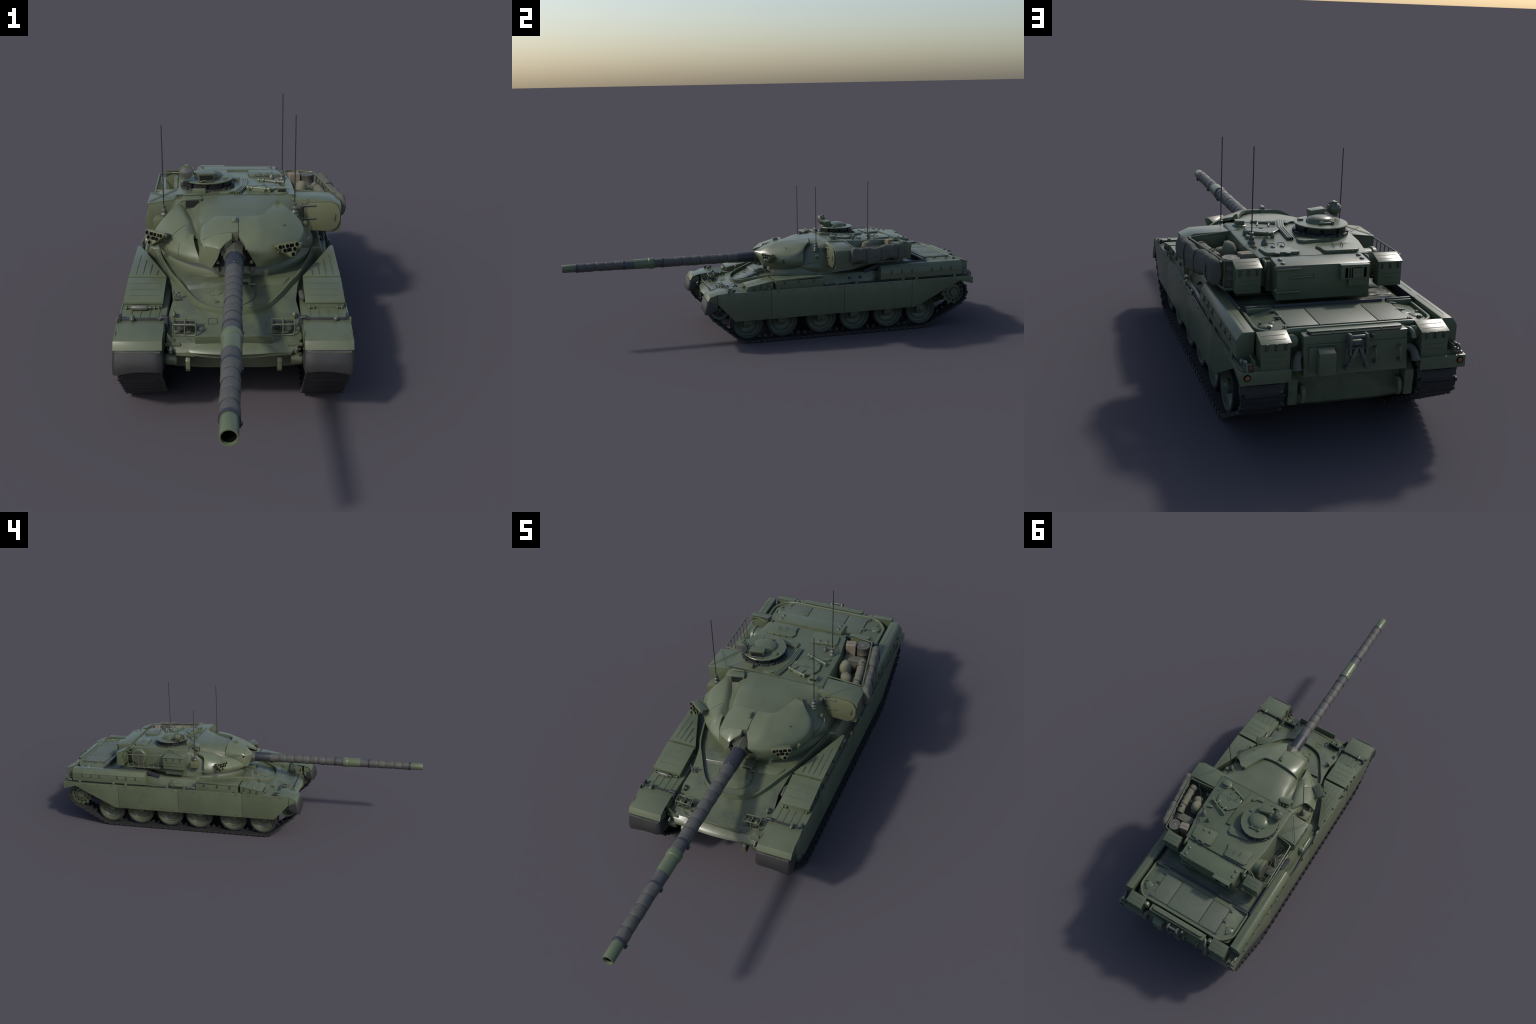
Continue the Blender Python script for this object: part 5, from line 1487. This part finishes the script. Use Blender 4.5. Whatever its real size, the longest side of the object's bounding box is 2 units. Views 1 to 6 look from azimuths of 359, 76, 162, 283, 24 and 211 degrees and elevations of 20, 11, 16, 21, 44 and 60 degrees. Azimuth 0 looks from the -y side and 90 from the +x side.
# folded tarpaulin hung outside
def tarp():
    rings = []
    nn = 36
    K = 60
    for k in range(K + 1):
        t = k / K
        y = 0.336 + 0.282 * t
        xc = 0.335 - 0.046 * (y - 0.357) / 0.273
        pinch = 1.0
        for s in (0.27, 0.55, 0.88):
            pinch -= 0.10 * math.exp(-((t - s) / 0.022) ** 2)
        endt = min(1, t / 0.05, (1 - t) / 0.06)
        endt = 0.80 + 0.20 * math.sqrt(max(endt, 0))
        sag = 0.006 * math.sin(t * PI * 7.2)
        zc = 0.3895 + 0.004 * math.sin(t * 9 + 0.8) + 0.003 * t
        hz = (0.0370 + 0.0022 * math.sin(t * PI * 6.9 + 1)) * endt * (0.6 + 0.4 * pinch)
        hx = 0.0180 * endt * pinch
        ring = []
        for j in range(nn):
            a = 2 * PI * j / nn
            ca, sa = math.cos(a), math.sin(a)
            ex = math.copysign(abs(ca) ** 0.75, ca); ez = math.copysign(abs(sa) ** 0.75, sa)
            p = Vector((xc + hx * ex, y, zc + hz * ez))
            lift = 0.010 * (1 - pinch) * 10 if sa < -0.3 else 0
            n1 = noise.noise(Vector((p.x * 30, y * 34, p.z * 40)))
            fold = math.sin(p.z * 330 + 22 * abs(math.sin(t * PI * 3.4)) + n1 * 2.0)
            dlt = 0.0026 * n1 + 0.0011 * fold
            p += Vector((ca, 0, sa)) * dlt
            if sa < -0.4:
                p.z += 0.007 * math.sin(t * PI * 3.5) * abs(sa) * 0.8
            ring.append(p)
        rings.append(ring)
    return M().loft(rings)
part('tarpaulin_roll', tarp(), M_BLANKET, turret, angle=60)
tie = M()
for t in (0.27, 0.55, 0.88):
    y = 0.336 + 0.282 * t
    xc = 0.335 - 0.046 * (y - 0.357) / 0.273
    tie.tube([(xc + 0.0185 * math.copysign(abs(math.cos(a)) ** .75, math.cos(a)), y, 0.3905 + 0.0355 * math.copysign(abs(math.sin(a)) ** .75, math.sin(a))) for a in [2 * PI * k / 24 for k in range(24)]], 0.0014, 6, closed=True)
part('tie_strap', tie, M_RAIL, turret)
# basket contents
cb = M().box(-.019, .019, -.016, .016, -.045, .045)
repeat('cardboard_box', cb, M_CARD, turret, [((.199, .583, .392), (0, 0, 0.18))], bevel=0.0012)
part('box_tape', M().cbox((.199, .583, .4372), (.040, .006, .0008), rotz(0.18)), M_DRUMLID, turret)
dr_ = M().lathe([(0.0, -.045), (.0255, -.045), (.0255, -.020), (.0265, -.018), (.0255, -.016), (.0255, .008), (.0265, .010), (.0255, .012), (.0255, .036), (.0268, .038), (.0268, .042)], (.243, .596, .387), 'z', 28)
part('drum', dr_, M_DRUM, turret, angle=35)
part('drum_lid', M().lathe([(.0255, .041), (.0245, .0405), (.018, .0415), (.0175, .0408), (.008, .0412), (.006, .0425), (0.0, .0425)], (.243, .596, .3872), 'z', 28), M_DRUMLID, turret, angle=35)
part('ammo_crate', M().box(.190, .262, .520, .552, .344, .400).box(.188, .264, .518, .554, .398, .403), M_CRATE, turret, bevel=0.0015)
def sack(c, rx, ry, rz_, seed):
    rings = []
    for j in range(13):
        a = -PI / 2 + PI * j / 12
        rr = max(math.cos(a), 0.02) ** 0.7
        ring = []
        for k in range(22):
            b = 2 * PI * k / 22
            p = Vector((rx * rr * math.cos(b), ry * rr * math.sin(b), rz_ * math.sin(a)))
            n1 = noise.noise(p * 45 + Vector((seed, 0, 0)))
            p *= 1 + 0.10 * n1
            ring.append(p + Vector(c))
        rings.append(ring)
    return M().loft(rings)
part('duffel_bag', sack((.216, .462, .395), .024, .030, .044, 3), M_BAG, turret, angle=70)
part('duffel_bag', sack((.232, .425, .378), .026, .026, .034, 9), M_BAG, turret, angle=70)
ro = M()
pp = catmull([(.286, .375, .402), (.284, .41, .404), (.279, .45, .405), (.273, .49, .406), (.268, .525, .404)], 4)
ro.tube(pp, [0.0165 + 0.0012 * math.sin(i * 1.9) for i in range(len(pp))], 16)
part('bed_roll', ro, M_ROLL, turret, angle=60)
part('roll_tie', M().torus((.274, .482, .406), .0175, .0013, 'y', 20, 6).torus((.284, .395, .403), .0172, .0013, 'y', 20, 6).cbox((.275, .500, .4225), (.012, .004, .003)), M_RAIL, turret)
part('tool_head', M().hexa([(.196, .375, .395), (.214, .378, .392), (.205, .395, .38), (.192, .395, .38)], [(.190, .374, .418), (.214, .378, .418), (.208, .392, .412), (.192, .392, .412)]), M_RAIL, turret, bevel=0.002)

# ================================================================== GUN
GZ = 0.3565
gun = M()
prof = [(0.0262, -0.056), (0.0266, -0.062), (0.0266, -0.150), (0.0250, -0.153)]
cov_ = M().lathe([(0.0, -0.050), (0.0262, -0.050), (0.0268, -0.062), (0.0264, -0.148), (0.0245, -0.1525), (0.0, -0.1525)], (0, 0, GZ), 'y', 36)
gun_ob = part('gun_barrel', M().lathe([(0.0152, -0.90), (0.0152, -0.9995), (0.0157, -1.0005), (0.0184, -1.0005), (0.0190, -0.9990), (0.0192, -0.940), (0.0190, -0.900), (0.0200, -0.60), (0.0205, -0.10), (0.0, -0.10)], (0, 0, GZ), 'y', 36), M_SLEEVE, root, angle=35)
part('barrel_bore', M().lathe([(0.0151, -0.930), (0.0151, -0.992), (0.0, -0.930)], (0, 0, GZ), 'y', 28, caps=False), M_BORE, gun_ob)
part('barrel_root_cover', cov_, M_COVER, gun_ob, angle=35)
part('fume_extractor', M().lathe([(0.020, -0.660), (0.0235, -0.660), (0.0243, -0.655), (0.0243, -0.591), (0.0262, -0.588), (0.0268, -0.585), (0.0268, -0.566), (0.0255, -0.563), (0.020, -0.563)], (0, 0, GZ), 'y', 36), M_SLEEVE, gun_ob, angle=30)
def wrap(y0, y1, seams, r0, r1, dark_ranges=()):
    """Cloth jacket: swells between lashings, slightly uneven."""
    prof = []
    n = int(abs(y1 - y0) / 0.0022)
    rings = []
    for k in range(n + 1):
        y = y0 + (y1 - y0) * k / n
        t = k / n
        rr = r0 + (r1 - r0) * t
        dmin = min(abs(y - s) for s in seams) if seams else 1
        rr += 0.0015 * math.sin(min(1, dmin / 0.020) * PI / 2) - 0.0009 * math.exp(-(dmin / 0.002) ** 2)
        ring = []
        for j in range(40):
            a = 2 * PI * j / 40
            d = 0.0009 * noise.noise(Vector((math.cos(a) * 1.6, y * 38, math.sin(a) * 1.6)))
            d += 0.0006 * math.sin(a * 1 + y * 60)
            ring.append(((rr + d) * math.cos(a), y, GZ + (rr + d) * math.sin(a)))
        rings.append(ring)
    return M().loft(rings)
S1 = [-0.200 - 0.0446 * k for k in range(7)]
S2 = [-0.7565 - 0.0436 * k for k in range(4)]
part('thermal_jacket', wrap(-0.1525, -0.519, S1, 0.0228, 0.0220), M_WRAP, gun_ob, angle=60)
part('thermal_jacket', wrap(-0.705, -0.934, S2, 0.0208, 0.0198), M_WRAP, gun_ob, angle=60)
part('jacket_end', wrap(-0.519, -0.5635, [], 0.0214, 0.0214), M_WRAPD, gun_ob, angle=60)
part('jacket_end', wrap(-0.660, -0.705, [], 0.0214, 0.0206), M_WRAPD, gun_ob, angle=60)
lash = M()
for ys, rr in [(y, 0.0229 - 0.0008 * (abs(y) - 0.15) / 0.37) for y in S1] + [(y, 0.0209 - 0.001 * (abs(y) - 0.7) / 0.23) for y in S2]:
    pts = [(rr * math.cos(a), ys + 0.0012 * math.sin(a), GZ + rr * math.sin(a)) for a in [2 * PI * k / 32 for k in range(32)]]
    lash.tube(pts, 0.0007, 5, closed=True)
    # knot tab on the lower left side
    a = PI + 0.45
    p = Vector((rr * math.cos(a), ys, GZ + rr * math.sin(a)))
    o_ = Vector((math.cos(a), 0, math.sin(a)))
    lash.hexa([p + Vector((0, -.0012, 0)) - o_ * .001 + Vector((0, 0, .003)), p + Vector((0, .0012, 0)) - o_ * .001 + Vector((0, 0, .003)), p + Vector((0, .0012, 0)) - o_ * .001 - Vector((0, 0, .003)), p + Vector((0, -.0012, 0)) - o_ * .001 - Vector((0, 0, .003))],
              [p + Vector((0, -.0012, 0)) + o_ * .0035 + Vector((0, 0, .001)), p + Vector((0, .0012, 0)) + o_ * .0035 + Vector((0, 0, .001)), p + Vector((0, .0012, 0)) + o_ * .0055 - Vector((0, 0, .0035)), p + Vector((0, -.0012, 0)) + o_ * .0055 - Vector((0, 0, .0035))])
part('lashing', lash, M_STRAP, gun_ob, kind='stuff')
for y, rr in ((-0.932, 0.0212), (-0.709, 0.0222), (-0.522, 0.0236)):
    st_ = M().lathe([(rr - 0.002, -0.0055), (rr + 0.0006, -0.0055), (rr + 0.0012, -0.004), (rr + 0.0012, 0.004), (rr + 0.0006, 0.0055), (rr - 0.002, 0.0055)], (0, y, GZ), 'y', 36, caps=False)
    a = -0.55
    st_.cbox((rr * 1.10 * math.cos(a), y, GZ + rr * 1.10 * math.sin(a)), (0.008, 0.010, 0.011), roty(0.55))
    part('barrel_strap', st_, M_STRAP, gun_ob, bevel=0.0004, angle=40)
scr = M()
for y, r_ in ((-0.148, 0.0265), (-0.066, 0.0270)):
    scr.dome((0, y, GZ + r_ - 0.0005), 0.0028, 0.0028, 0.002, 10, 3)
part('cover_screw', scr, M_STEEL, gun_ob)
